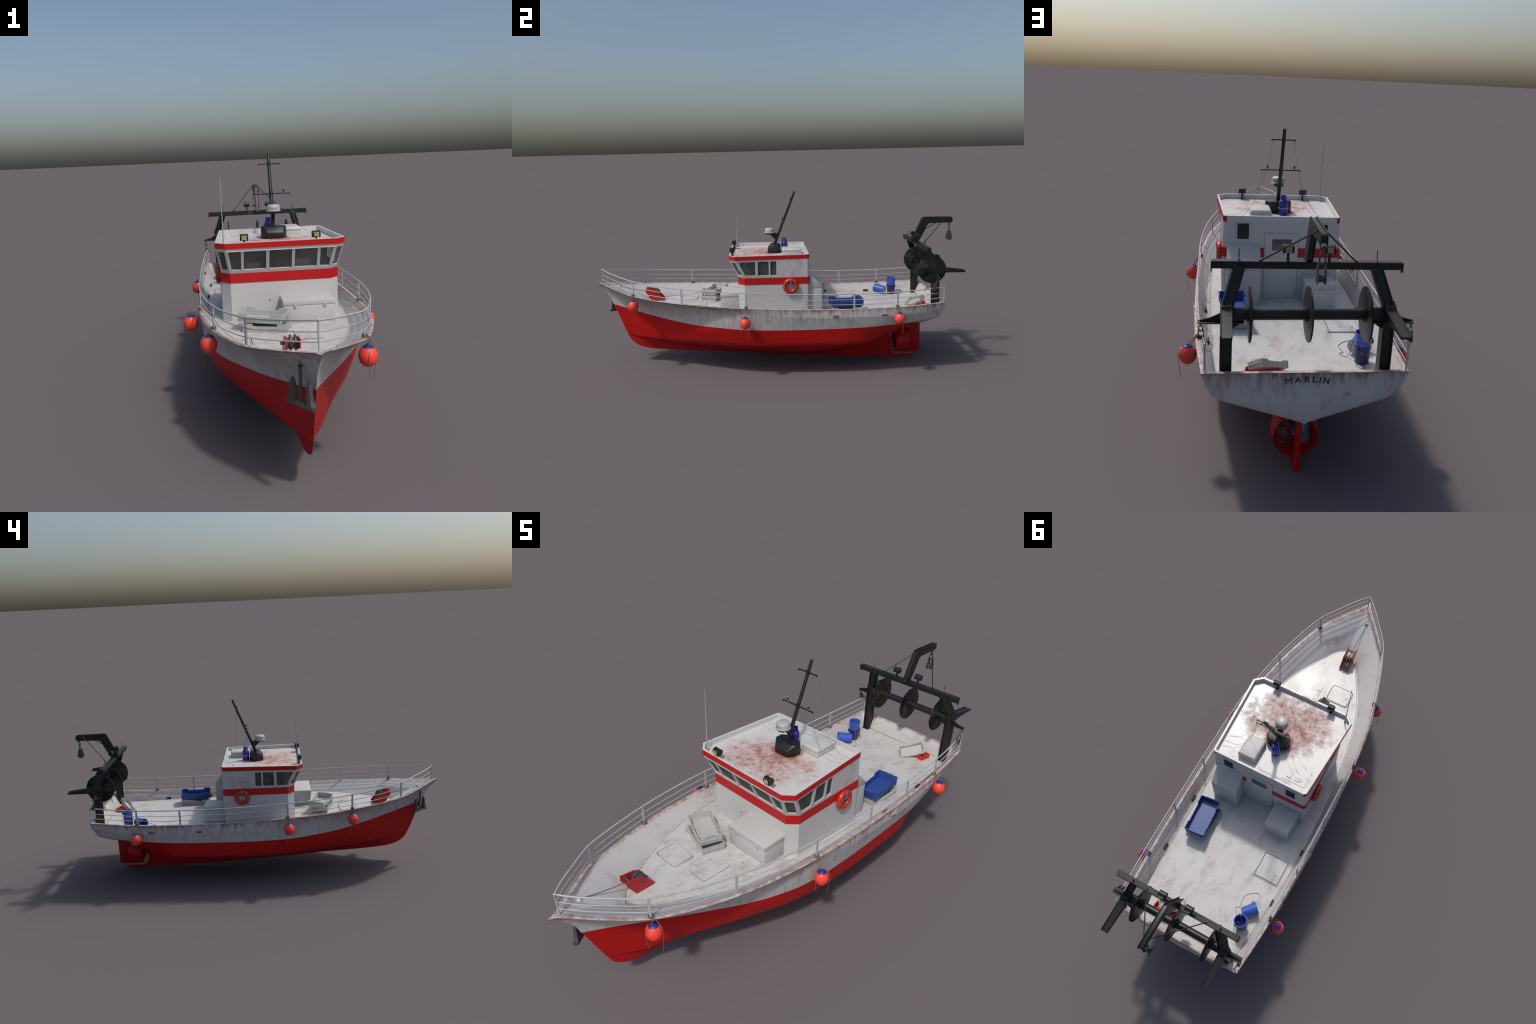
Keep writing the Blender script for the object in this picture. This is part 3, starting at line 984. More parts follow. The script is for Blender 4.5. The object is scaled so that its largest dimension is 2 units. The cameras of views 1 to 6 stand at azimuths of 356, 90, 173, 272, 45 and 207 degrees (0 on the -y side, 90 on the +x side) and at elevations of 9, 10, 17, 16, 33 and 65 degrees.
# wheelhouse interior seen through the windows
it = MB('inside', 'wood', 'seat')   # back wall, console, chairs
it.box((CX - .218, -.152, .430), (CX + .218, .170, .434))
it.box((CX - .165, -.180, .434), (CX + .170, -.128, .5300), 1)
it.box((CX + .060, -.165, .5300), (CX + .115, -.135, .560), 0)
it.box((CX - .125, -.165, .5300), (CX - .075, -.135, .552), 0)
it.box((-.04, -.040, .434), (.03, .015, .500), 2); it.box((-.04, .006, .500), (.03, .018, .580), 2)
it.box((.10, -.10, .434), (.17, -.05, .500), 1); it.box((.10, -.056, .500), (.17, -.046, .585), 1); it.box((-.17, -.10, .434), (-.11, -.05, .500), 1); it.box((-.17, -.056, .500), (-.11, -.046, .580), 1); it.box((.08, .165, .50), (.15, .171, .60), 1)
it.done('cabin_furniture', house, bevel=.0015)
sw = MB('seat')
sw.tube([(CX + .017 * math.cos(a), -.120 - .006 * math.sin(a), .541 + .016 * math.sin(a)) for a in np.linspace(0, 2 * math.pi, 21)[:-1]], .0016, 6, closed=True)
for a in (0, 2.1, 4.2):
    sw.cyl((CX, -.120, .541), (CX + .017 * math.cos(a), -.120 - .006 * math.sin(a), .541 + .016 * math.sin(a)), .001, n=6)
sw.cyl((CX, -.120, .541), (CX, -.135, .530), .002, n=8)
sw.done('steering_wheel', house, smooth=60)

# ------------------------------------------------------------------ roof gear
RZ = ZW1 + .001
mf = MB('mast')
base = [(-.050, -.004), (-.028, -.031), (.034, -.031), (.050, -.004), (.050, .024), (.030, .041), (-.030, .041), (-.050, .024)]
topq = [(-.048, .000), (-.038, -.010), (.040, -.010), (.048, .000), (.048, .024), (.030, .037), (-.030, .037), (-.048, .024)]
mf.loft([[(CX + x, y, RZ - .002) for x, y in base], [(CX + x, y, .6455 if y < -.01 else .664) for x, y in base], [(CX + x, y, .668) for x, y in topq]])
mfoot = mf.done('mast_foot', boat, bevel=.0015)
ms = MB('mast')
P0, P1 = Vector((CX, .006, .660)), Vector((CX, .1225, .956))
ms.tube([P0, P1], .0082, 12, r1=.0060)
ms.tube([P0 + Vector((0, -.006, 0)), P1 + Vector((0, -.0045, -.002))], .0022, 6)
def mast_at(z): t = (z - P0.z) / (P1.z - P0.z); return P0.lerp(P1, t)
for z, hw in ((.913, .0435), (.794, .0740)):
    c = mast_at(z); c.y -= .003
    ms.beam((CX - hw, c.y, z), (CX + hw, c.y, z), .004, .004)
    ms.cyl((CX, c.y, z - .008), (CX, c.y + .003, z + .008), .0085 if z < .9 else .0075, n=10)
    for sg in (1, -1):
        ms.beam((CX + sg * hw, c.y, z + .002), (CX + sg * hw, c.y, z - .005), .0035, .0035, up=(0, 1, 0))
mast = ms.done('mast', boat, smooth=40)
c = mast_at(.794)
for sg in (1, -1):
    l = MB('mast', 'radar')
    x = CX + sg * .0515
    l.cyl((x, c.y - .003, .796), (x, c.y - .003, .801), .0022, n=8, mi=1)
    l.cyl((x, c.y - .003, .801), (x, c.y - .003, .811), .0036, n=12, mi=0)
    l.cyl((x, c.y - .003, .811), (x, c.y - .003, .8125), .0026, n=12, mi=1)
    l.done('navigation_lamp', mast, smooth=40)
rb = MB('mast')
rb.prism([(-.040, .7255), (.026, .7265), (.024, .7215), (.012, .690), (-.016, .7205), (-.040, .7210)], CX - .0055, CX + .0055, 'x')
rb.prism([(-.040, .7240), (.020, .7240), (.020, .7275), (-.040, .7275)], CX - .019, CX + .019, 'x')
rb.lathe([(.018, .7225), (.021, .7260), (.021, .7290)], (CX, -.019, 0), 20)
rb.done('radar_bracket', mast, bevel=.0006, seg=1)
rd = MB('radar', 'blueink')
rd.lathe([(.010, .7285), (.0265, .7290), (.0285, .7315), (.0285, .7335), (.0262, .7350), (.0258, .7470), (.0245, .7520), (.0200, .7555), (.006, .7565)], (CX, -.019, 0), 40)
# small blue maker's lettering on the front of the radome, reduced to strokes
for k in range(9):
    a = -math.pi / 2 + (k - 4) * .105
    hh = .0022 if k not in (2, 6) else .0030
    pt = lambda r, z: (CX + r * math.cos(a), -.019 + r * math.sin(a), z)
    rd.beam(pt(.0261, .7395), pt(.0260, .7395 + hh), .0017, .0008, 1, up=(math.cos(a), math.sin(a), 0))
rd.done('radar_dome', mast, smooth=40)

rx = MB('white')
rx.prism([(.041, .046), (.119, .046), (.119, .149), (.041, .149)], RZ - .001, RZ + .020, 'z')
rx.loft([[(x, y, RZ + .0205) for x, y in ((.040, .045), (.120, .045), (.120, .150), (.040, .150))],
         [(x, y, RZ + .0300) for x, y in ((.0405, .0455), (.1195, .0455), (.1195, .1495), (.0405, .1495))],
         [(x, y, RZ + .0360) for x, y in ((.046, .051), (.114, .051), (.114, .144), (.046, .144))]])
rx.done('roof_locker', boat, bevel=.0022)
gs = MB('gas', 'strap')
gs.lathe([(.013, .621), (.0165, .6215), (.0182, .625), (.0182, .647), (.0188, .6475), (.0188, .6500), (.0182, .6505), (.0182, .670), (.0168, .676), (.0130, .6810), (.006, .6835), (.005, .6900), (.003, .692)],
         (-.012, .063, 0), 28, mis=[0, 0, 0, 0, 1, 1, 0, 0, 0, 0, 0, 0])
for a0 in (.3, 3.4):      # split collar round the valve
    pts = [(-.012 + .0118 * math.cos(a), .063 + .0118 * math.sin(a)) for a in np.linspace(a0, a0 + 2.4, 10)]
    o = [(x, y, .680) for x, y in pts]; u = [(x, y, .6975) for x, y in pts]
    pin = [(-.012 + .0100 * math.cos(a), .063 + .0100 * math.sin(a)) for a in np.linspace(a0, a0 + 2.4, 10)]
    io = [(x, y, .680) for x, y in pin]; iu = [(x, y, .6975) for x, y in pin]
    gs.loft([[o[i], u[i], iu[i], io[i]] for i in range(10)])
gs.done('gas_bottle', boat, smooth=40)
an = MB('radar', 'wire')
an.cyl((-.204, -.2095, .622), (-.204, -.2125, .684), .0030, .0026, n=10)
an.cyl((-.204, -.2125, .684), (-.205, -.2090, .876), .0018, .0011, n=8)
an.box((-.2075, -.2165, .628), (-.2005, -.2080, .634))
an.done('whip_antenna', boat, smooth=60)

def lamp_mesh(face):
    """drum floodlight on a stalk; lens towards face*y; origin at drum centre"""
    l = MB('mast', 'lens')
    l.lathe([(.006, -.0150), (.0125, -.0148), (.0130, -.0135), (.0130, -.0115), (.0118, -.0110), (.0118, .0110), (.0130, .0115), (.0130, .0135), (.0125, .0148), (.006, .0150)], n=18, axis='x')
    y0, y1 = sorted((face * .0095, face * .0132))
    l.box((-.0105, y0, -.0085), (.0105, y1, .0085))
    y0, y1 = sorted((face * .0125, face * .0138))
    for zc in (-.0040, .0040):
        for xc in (-.0045, .0045):
            l.box((xc - .0042, y0, zc - .0036), (xc + .0042, y1, zc + .0036), 1)
    l.beam((0, -.001 * face, -.011), (0, -.001 * face, -.038), .0065, .0065, up=(0, 1, 0))
    l.box((-.006, -.006, -.039), (.006, .006, -.036))
    return l
fl = lamp_mesh(-1).done('floodlight', boat, smooth=40, loc=(.134, -.224, .658))
copy_of(fl, (-.129, -.224, .658))

# thin signal halyards and cables hanging from the yards to the roof
def sag(a, b, s, n=10):
    a, b = Vector(a), Vector(b)
    return [a.lerp(b, t) - Vector((0, 0, s * 4 * t * (1 - t))) for t in (i / n for i in range(n + 1))]
wr = MB('wire')
def wire(pts, r=.00045): wr.tube(catmull([Vector(p) for p in pts], 5), r, 5)
for sg in (1, -1):
    h1 = Vector((CX + sg * .041, mast_at(.913).y - .003, .910)); h2 = Vector((CX + sg * .072, mast_at(.794).y - .003, .790)); h3 = Vector((CX + sg * .062, h2.y, .790))
    wire([h1, h1 + Vector((sg * .008, .004, -.060)), h1 + Vector((sg * .022, .004, -.120)), (CX + sg * .10, .115, .690), (CX + sg * .135, .125, .640), (CX + sg * .175, .130, RZ + .002), (CX + sg * .198, .138, RZ + .004)], .0005)
    wire([h2, h2 + Vector((sg * .010, .002, -.050)), (CX + sg * .105, .055, .690), (CX + sg * .135, .060, .640), (CX + sg * .165, .070, RZ + .002), (CX + sg * .200, .085, RZ + .003)])
    wire([h3, (CX + sg * .085, .060, .710), (CX + sg * .110, .080, .645), (CX + sg * .150, .105, RZ + .002), (CX + sg * .202, .110, RZ + .003)])
wr.done('signal_line', mast, smooth=60)['kind'] = 'stuff'

# lifebuoys on brackets, both flanks
lb = MB('buoy', 'wire', 'strap')
lb.tube([(0, .0305 * math.cos(a), .0305 * math.sin(a)) for a in np.linspace(0, 2 * math.pi, 41)[:-1]], .0112, 14, closed=True)
lb.beam((.011, 0, .010), (.0125, 0, .040), .007, .002, 1, up=(1, 0, 0))
lb.box((-.010, -.006, .007), (.010, .006, .012), 1)
buoy = lb.done('lifebuoy', house, smooth=60, loc=(CX + .2295, .083, .4755))
copy_of(buoy, (CX - .2295, .083, .4755), (0, 0, math.pi), house)

# ------------------------------------------------------------------ deck lockers
def locker(name, lo, hi, seam, mat='white'):
    b = MB(mat, 'radar')
    x0, y0, z0 = lo; x1, y1, z1 = hi
    b.box((x0 + .0015, y0 + .0015, z0), (x1 - .0015, y1 - .0015, seam - .0008))
    b.box((x0, y0, seam), (x1, y1, z1))
    return b
lk = locker('f', (-.003, -.292, .340), (.186, -.1915, .4285), .4125)
for xx in (.040, .148):
    lk.box((xx - .005, -.2945, .404), (xx + .005, -.2905, .4175), 1)
lk.done('deck_locker', boat, bevel=.0008)
lk = locker('a', (-.194, .184, .312), (-.080, .294, .418), .3985)
lk.box((-.142, .2925, .391), (-.132, .2958, .4035), 1)
lk.done('deck_locker', boat, bevel=.0008)
cp = MB('white')
cp.prism([(.181, .312), (.2525, .312), (.2525, .4545), (.181, .4545)], .0835, .2055, 'x')
cp.prism([(.181, .4555), (.253, .4555), (.253, .465), (.203, .518), (.184, .539), (.181, .539)], .083, .206, 'x')
cp.done('companionway', boat, bevel=.0012)

# hatches: plates in a raised or scored rim
def hatch(x0, y0, x1, y1, cut, rim=True):
    zc = deck_z((y0 + y1) / 2) + .0005
    slope = (deck_z(y1) - deck_z(y0)) / (y1 - y0)
    def Z(y): return zc + slope * (y - (y0 + y1) / 2)
    poly = rounded([(x0, y0), (x1, y0), (x1, y1), (x0, y1)], cut, 3)
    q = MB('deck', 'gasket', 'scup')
    def ring(P, dz): return [(x, y, Z(y) + dz) for x, y in P]
    def sc(k): cx_, cy_ = (x0 + x1) / 2, (y0 + y1) / 2; return [(cx_ + (x - cx_) * k, cy_ + (y - cy_) * k) for x, y in poly]
    if rim:
        q.loft([ring(sc(1.075), -.003), ring(sc(1.065), .0030), ring(sc(1.02), .0030), ring(sc(1.01), .0004)], caps=False)
        q.loft([ring(sc(1.03), -.002), ring(sc(1.03), .0007)], 1)
        q.loft([ring(sc(.965), -.002), ring(sc(.960), .0032)])
    else:
        q.loft([ring(sc(1.0), -.002), ring(sc(1.0), .0006)], 1)
        q.loft([ring(sc(.985), -.002), ring(sc(.982), .0016)])
    return q, Z
def add_ring(q, x, y, z, r=.006):
    q.tube([(x + r * math.cos(a), y + r * math.sin(a), z) for a in np.linspace(0, 2 * math.pi, 13)[:-1]], .0011, 6, 2, closed=True)
    q.box((x - .002, y - .002, z - .002), (x + .002, y + .002, z + .0012), 2)
q, Z = hatch(-.134, -.531, -.024, -.441, .018); add_ring(q, -.115, -.484, Z(-.484) + .003); q.done('deck_hatch', deck, smooth=35)
q, Z = hatch(.016, -.500, .101, -.377, .010, False); add_ring(q, .030, -.409, Z(-.409) + .002, .0045); add_ring(q, .028, -.465, Z(-.465) + .002, .0045)
q.done('deck_hatch', deck, smooth=35)
q, Z = hatch(-.246, .378, -.135, .490, .003); add_ring(q, -.222, .455, Z(.455) + .003); q.done('deck_hatch', deck, smooth=35)

# ------------------------------------------------------------------ anchor winch, chain, anchor
w = MB('redmetal')
plate = [(-.728, .427), (-.673, .4185), (-.625, .364), (-.629, .357), (-.698, .357), (-.728, .405)]
for x in (-.0475, -.0085):
    w.prism(plate, x - .0022, x + .0022, 'x')
winch = w.done('anchor_winch', boat, bevel=.0008, seg=1)
w = MB('steel')
w.lathe([(.006, -.056), (.006, -.050), (.006, -.046), (.018, -.0455), (.020, -.0425), (.0145, -.040), (.0145, -.034), (.0225, -.0330), (.0225, -.0270), (.014, -.025), (.014, -.019), (.0225, -.0180), (.0225, -.0135), (.006, -.0115), (.005, -.003)],
        (0, -.672, .399), 24, axis='x')
w.cyl((-.046, -.712, .415), (-.010, -.712, .415), .0035, n=10)
w.cyl((-.046, -.640, .372), (-.010, -.640, .372), .0030, n=10)
w.lathe([(.003, -.060), (.006, -.0595), (.007, -.055), (.004, -.052)], (0, -.672, .399), 14, axis='x')
w.done('winch_drum', winch, smooth=40)
hp = MB('steel', 'scup')
hp.tube([(-.033, -.876, .440), (-.034, -.892, .432), (-.035, -.900, .424)], .0085, 14, 1)
hp.done('hawse_pipe', boat, smooth=60)
ch = MB('steel')
A, B = Vector((-.030, -.700, .405)), Vector((-.0335, -.874, .4405))
nl = 46
dirn = (B - A).normalized(); sidev = dirn.cross(Vector((0, 0, 1))).normalized(); upv = sidev.cross(dirn)
for i in range(nl):
    c0 = A.lerp(B, (i + .5) / nl) - Vector((0, 0, .006 * 4 * ((i + .5) / nl) * (1 - (i + .5) / nl)))
    s_ = sidev if i % 2 else upv
    ch.tube([c0 + dirn * .0029 * math.cos(a) + s_ * .0016 * math.sin(a) for a in np.linspace(0, 2 * math.pi, 9)[:-1]], .0006, 5, closed=True)
chn = ch.done('anchor_chain', boat, smooth=60); chn['kind'] = 'stuff'

ak = MB('steel')
cr, tp = Vector((-.035, -.894, .300)), Vector((-.035, -.894, .408))
ak.cyl(cr, tp, .0052, .0042, n=12)
ak.cyl(tp - Vector((0, 0, .006)), tp, .0060, n=12)
ak.tube([tp + Vector((0, .005 * math.cos(a), .006 + .009 * math.sin(a))) for a in np.linspace(0, 2 * math.pi, 15)[:-1]], .0011, 6, closed=True)
ax = Vector((.0305, -.0425, 0)).normalized(); pn = Vector((ax.y, -ax.x, 0))      # along the crown, and away from the hull
def AP(u, v, z): return cr + ax * u + pn * v + Vector((0, 0, z))
ak.loft([[AP(u, -.010 * k, -.001), AP(u, .010 * k, -.001), AP(u, .007 * k, .008), AP(u, -.007 * k, .008)] for u, k in ((-.051, .9), (-.02, 1), (.02, 1), (.051, .9))])
for sg in (1, -1):
    ak.loft([[AP(sg * (uc - hw), -hv, z), AP(sg * (uc + hw), -hv, z), AP(sg * (uc + hw * .9), hv, z), AP(sg * (uc - hw * .4), hv * 1.1, z)]
             for uc, hw, hv, z in ((.034, .0165, .009, .004), (.031, .0115, .0075, .016), (.0305, .0090, .0065, .032), (.0300, .0075, .0055, .052), (.0295, .0040, .004, .067), (.0295, .0010, .001, .073))])
    ak.lathe([(.001, -.006), (.005, -.004), (.0068, 0), (.005, .004), (.001, .006)], AP(sg * .011, 0, .008), 10)
ak.done('anchor', boat, smooth=35)

# ------------------------------------------------------------------ fenders and lashings
fd = MB('float', 'navy')
prof, mis = [], []
N = 18
for i in range(N + 1):
    t = math.pi * i / N
    r = .0278 * math.sin(t) ** .95 * (1 - .13 * max(0, -math.cos(t)) ** 1.5)
    prof.append((max(r, .0012), -.0325 * math.cos(t)))
for i in range(N):
    mis.append(1 if prof[i][1] > .0232 else 0)
fd.lathe(prof, n=28, mis=mis)
fd.lathe([(.0060, .0300), (.0060, .0335), (.0045, .0350), (.002, .0353)], n=14, mi=1)
FEND = [(.179, -.760, .374, -.760, 1), (.340, -.157, .310, -.152, 1), (.331, .639, .314, .635, 1),
        (-.271, -.491, .352, -.490, -1), (-.340, -.156, .334, -.152, -1), (-.331, .642, .301, .635, -1)]
fproto = None
for x, y, z, py, sg in FEND:
    if fproto is None:
        fproto = fd.done('fender', boat, smooth=60, loc=(x, y, z)); f_ = fproto
    else:
        f_ = copy_of(fproto, (x, y, z), (0, 0, random.uniform(0, 6)))
    rp = MB('rope')
    px, pyy, pz = rail_pt(py, sg, 0)
    for k in range(3):      # turns round the post foot
        rp.tube([(px + .0075 * math.cos(a), pyy + .0085 * math.sin(a), pz + .004 + .0028 * k + .001 * math.sin(a * 2)) for a in np.linspace(0, 2 * math.pi, 15)[:-1]], .0014, 6, closed=True)
    ox = sg * .010
    rp.tube(catmull([Vector((px + sg * .007, pyy, pz + .007)), Vector((px + ox * 1.3, pyy + .003, pz - .002)), Vector((x * .6 + (px + ox) * .4, pyy - .003, (pz + z + .036) / 2)), Vector((x, y, z + .036))], 5), .0012, 6)
    L = .055 if z > .33 else .045
    rp.tube(catmull([Vector((px + sg * .008, pyy + .004, pz + .009)), Vector((px + ox * 1.8, pyy + .010, pz - .012)), Vector((x + sg * .024, y + .016, z + .016)), Vector((x + sg * .027, y + .014, z - .01)), Vector((x + sg * .022, y + .013, z - .03 - L * .5)), Vector((x + sg * .021, y + .011, z - .03 - L))], 5), .0009, 6)
    rp.tube(catmull([Vector((px + sg * .008, pyy - .004, pz + .009)), Vector((px + ox * 1.6, pyy - .010, pz - .010)), Vector((x - sg * .004, y - .028, z + .008)), Vector((x - sg * .004, y - .027, z - .03)), Vector((x, y - .024, z - .03 - L * .55))], 5), .0009, 6)
    rp.done('fender_rope', boat, smooth=60)

# ------------------------------------------------------------------ stern gantry
gb = MB('black')
def ibeam(p0, p1, w, h, up, web=.35, mi=0):
    """H-section: two flanges and a recessed web"""
    p0, p1 = Vector(p0), Vector(p1)
    dd = (p1 - p0).normalized(); u = Vector(up); s = dd.cross(u).normalized(); u = s.cross(dd).normalized()
    ft = w * .14
    for k in (1, -1):
        gb.beam(p0 + s * k * (w / 2 - ft / 2), p1 + s * k * (w / 2 - ft / 2), ft, h, mi, up)
    gb.beam(p0, p1, w - ft * 1.2, h * (1 - web), mi, up)
for sg in (1, -1):
    X = CX + sg * .2185
    gb.box((X - .0165, .829, deck_z(.84) - .002), (X + .0165, .873, deck_z(.84) + .004))
    ibeam((X, .851, .312), (X, .8485, .553), .032, .036, (0, 1, 0), .30)
    # sloping upper strut towards the cross-beam
    T = Vector((CX + sg * .186, .806, .652))
    ibeam((X, .851, .548), T, .031, .030, (0, 1, 0), .30)
    gb.prism([(.834, .540), (.868, .520), (.892, .526), (.868, .561), (.846, .570)], X - .0155, X + .0155, 'x')
    # horn reaching aft
    gb.beam((X, .866, .5415), (X + sg * .003, 1.002, .5315), .029, .026, up=(0, 0, 1), h1=.0060)
    for k in (1, -1):
        gb.beam((X + k * .0135, .870, .5535), (X + sg * .003 + k * .0135, 1.0015, .5365), .003, .006, up=(0, 0, 1))
    # outboard and inboard brackets
    gb.prism([(X + sg * .014, .5365), (X + sg * .040, .524), (X + sg * .066, .5165), (X + sg * .070, .5130), (X + sg * .070, .5095), (X + sg * .014, .5095)], .846, .850, 'y')
    gb.box((min(X + sg * .014, X + sg * .0705), .836, .5090), (max(X + sg * .014, X + sg * .0705), .862, .5122))
    gb.prism([(X - sg * .014, .546), (X - sg * .046, .546), (X - sg * .046, .512), (X - sg * .014, .490)], .844, .852, 'y')
    gb.box((min(X - sg * .014, X - sg * .046), .836, .5105), (max(X - sg * .014, X - sg * .046), .862, .5140))
# cross beam: angle section with end tabs
gb.box((CX - .2590, .790, .6630), (CX + .2590, .812, .6665))
gb.box((CX - .2590, .7905, .6440), (CX + .2590, .8035, .6635))
gb.box((CX - .2592, .808, .6460), (CX + .2592, .8118, .6640))
for sg in (1, -1):
    gb.prism([(.7905, .6640), (.8118, .6640), (.8118, .6400), (.800, .6330), (.7905, .6480)], CX + sg * .2595 - .0015, CX + sg * .2595 + .0015, 'x')
gantry = gb.done('stern_gantry', boat, bevel=.0008, seg=1)
# boom arm with elbow, bent forward foot to overhanging tip
arm = [(.769, .660), (.829, .792), (.834, .797), (.842, .799), (.992, .7965), (.999, .790), (1.000, .772), (.996, .765), (.878, .7635), (.868, .761), (.861, .755), (.829, .690), (.811, .660)]
a = MB('black')
for x0, x1 in ((-.0090, -.0065), (.0065, .0090)):
    a.prism(arm, CX + x0, CX + x1, 'x')
cxm, cym = .85, .76
inn = [(.775, .662), (.833, .790), (.838, .794), (.992, .792), (.996, .788), (.9965, .774), (.992, .769), (.876, .7675), (.864, .763), (.857, .756), (.824, .690), (.806, .662)]
a.prism(inn, CX - .0064, CX + .0064, 'x')
boom = a.done('boom_arm', gantry, bevel=.0007, seg=1)
st = MB('black')
for sg in (1, -1):
    st.cyl((CX + sg * .130, .803, .666), (CX + sg * .010, .958, .790), .0022, n=8)
    st.box((CX + sg * .130 - .004, .799, .665), (CX + sg * .130 + .004, .807, .669))
    st.cyl((CX + sg * .187, .803, .666), (CX + sg * .187, .801, .699), .0013, n=8)
    st.lathe([(.0055, .6665), (.004, .6685), (.0015, .671)], (CX + sg * .187, .803, 0), 12)
st.done('stay_rod', gantry, smooth=50)
gl = lamp_mesh(1).done('floodlight', gantry, smooth=40, loc=(CX + .0555, .797, .6985))
copy_of(gl, (CX - .0565, .797, .6985), parent=gantry)
# net drum: shaft and three flanges
nd = MB('black')
nd.cyl((CX - .176, .848, .532), (CX + .176, .848, .532), .0155, n=28)
for sg in (1, -1):
    nd.cyl((CX + sg * .170, .848, .532), (CX + sg * .205, .848, .532), .0195, n=20)
for x in (-.157, 0, .157):
    nd.cyl((CX + x - .009, .848, .532), (CX + x + .009, .848, .532), .0205, n=24)
drum = nd.done('net_drum', gantry, smooth=40)
ds = MB('disc')
ds.lathe([(.010, -.0030), (.0735, -.0030), (.0762, -.0018), (.0762, .0018), (.0735, .0030), (.010, .0030)], n=30, axis='x')
for vtx in ds.bm.verts:     # slightly battered rim
    r = math.hypot(vtx.co.y, vtx.co.z)
    if r > .07:
        k = 1 + .012 * math.sin(5 * math.atan2(vtx.co.z, vtx.co.y) + 1) * math.sin(3 * math.atan2(vtx.co.z, vtx.co.y))
        vtx.co.y *= k; vtx.co.z *= k
dp = ds.done('drum_flange', drum, smooth=40, loc=(CX + .157, .848, .532))
copy_of(dp, (CX, .848, .532), (1.3, 0, 0)); copy_of(dp, (CX - .157, .848, .532), (2.9, 0, 0))

def block(name, top, drop, w, scale, swing=(0, 0), parent=gantry):
    """shackle, link and two-cheek pulley block hanging from top"""
    q = MB('steel')
    def ringv(c, r, rz, ax_, rad):
        q.tube([c + (Vector((math.cos(t) * r, 0, math.sin(t) * rz)) if ax_ == 'y' else Vector((0, math.cos(t) * r, math.sin(t) * rz))) for t in np.linspace(0, 2 * math.pi, 17)[:-1]], rad, 7, closed=True)
    k = scale
    o = Vector((0, 0, 0))
    ringv(Vector((0, 0, -.008 * k)), .008 * k, .010 * k, 'y', .0019 * k)
    ringv(Vector((0, 0, -.022 * k)), .0055 * k, .011 * k, 'x', .0019 * k)
    ringv(Vector((0, 0, -.040 * k)), .0075 * k, .014 * k, 'y', .0019 * k)
    q.box((-.011 * k, -.004 * k, -.056 * k), (.011 * k, .004 * k, -.050 * k))
    pear = [(.004, -.050), (.007, -.055), (.012, -.075), (.0155, -.087), (.0155, -.094), (.011, -.101), (.004, -.1045)]
    poly = [(a_ * k, b_ * k) for a_, b_ in pear] + [(-a_ * k, b_ * k) for a_, b_ in pear[::-1]]
    for x in (-.0105, .0085):
        q.prism(poly, x * k, (x + .0028) * k, 'x')
    q.cyl((-.0115 * k, 0, -.090 * k), (.0125 * k, 0, -.090 * k), .0042 * k, n=12)
    q.cyl((-.0075 * k, 0, -.090 * k), (.0080 * k, 0, -.090 * k), .0095 * k, n=18)
    return q.done(name, parent, smooth=40, loc=top, rot=(swing[0], swing[1], 0))
block('hanging_block', (CX - .001, .984, .771), 0, 0, 1.0, parent=gantry)
block('hanging_block', (CX + .287, .850, .515), 0, 0, .72, (-.42, .05), parent=gantry)
block('hanging_block', (CX - .287, .848, .515), 0, 0, .60, (.25, -.10), parent=gantry)
# slack line from the starboard bracket down to the deck rim
rp = MB('rope')
rp.tube(catmull([Vector(v_) for v_ in ((.285, .845, .462), (.283, .820, .440), (.276, .770, .396), (.268, .700, .352), (.262, .640, .326), (.258, .590, .322), (.254, .555, .335))], 5), .0009, 6)
rp.done('slack_line', boat, smooth=60)

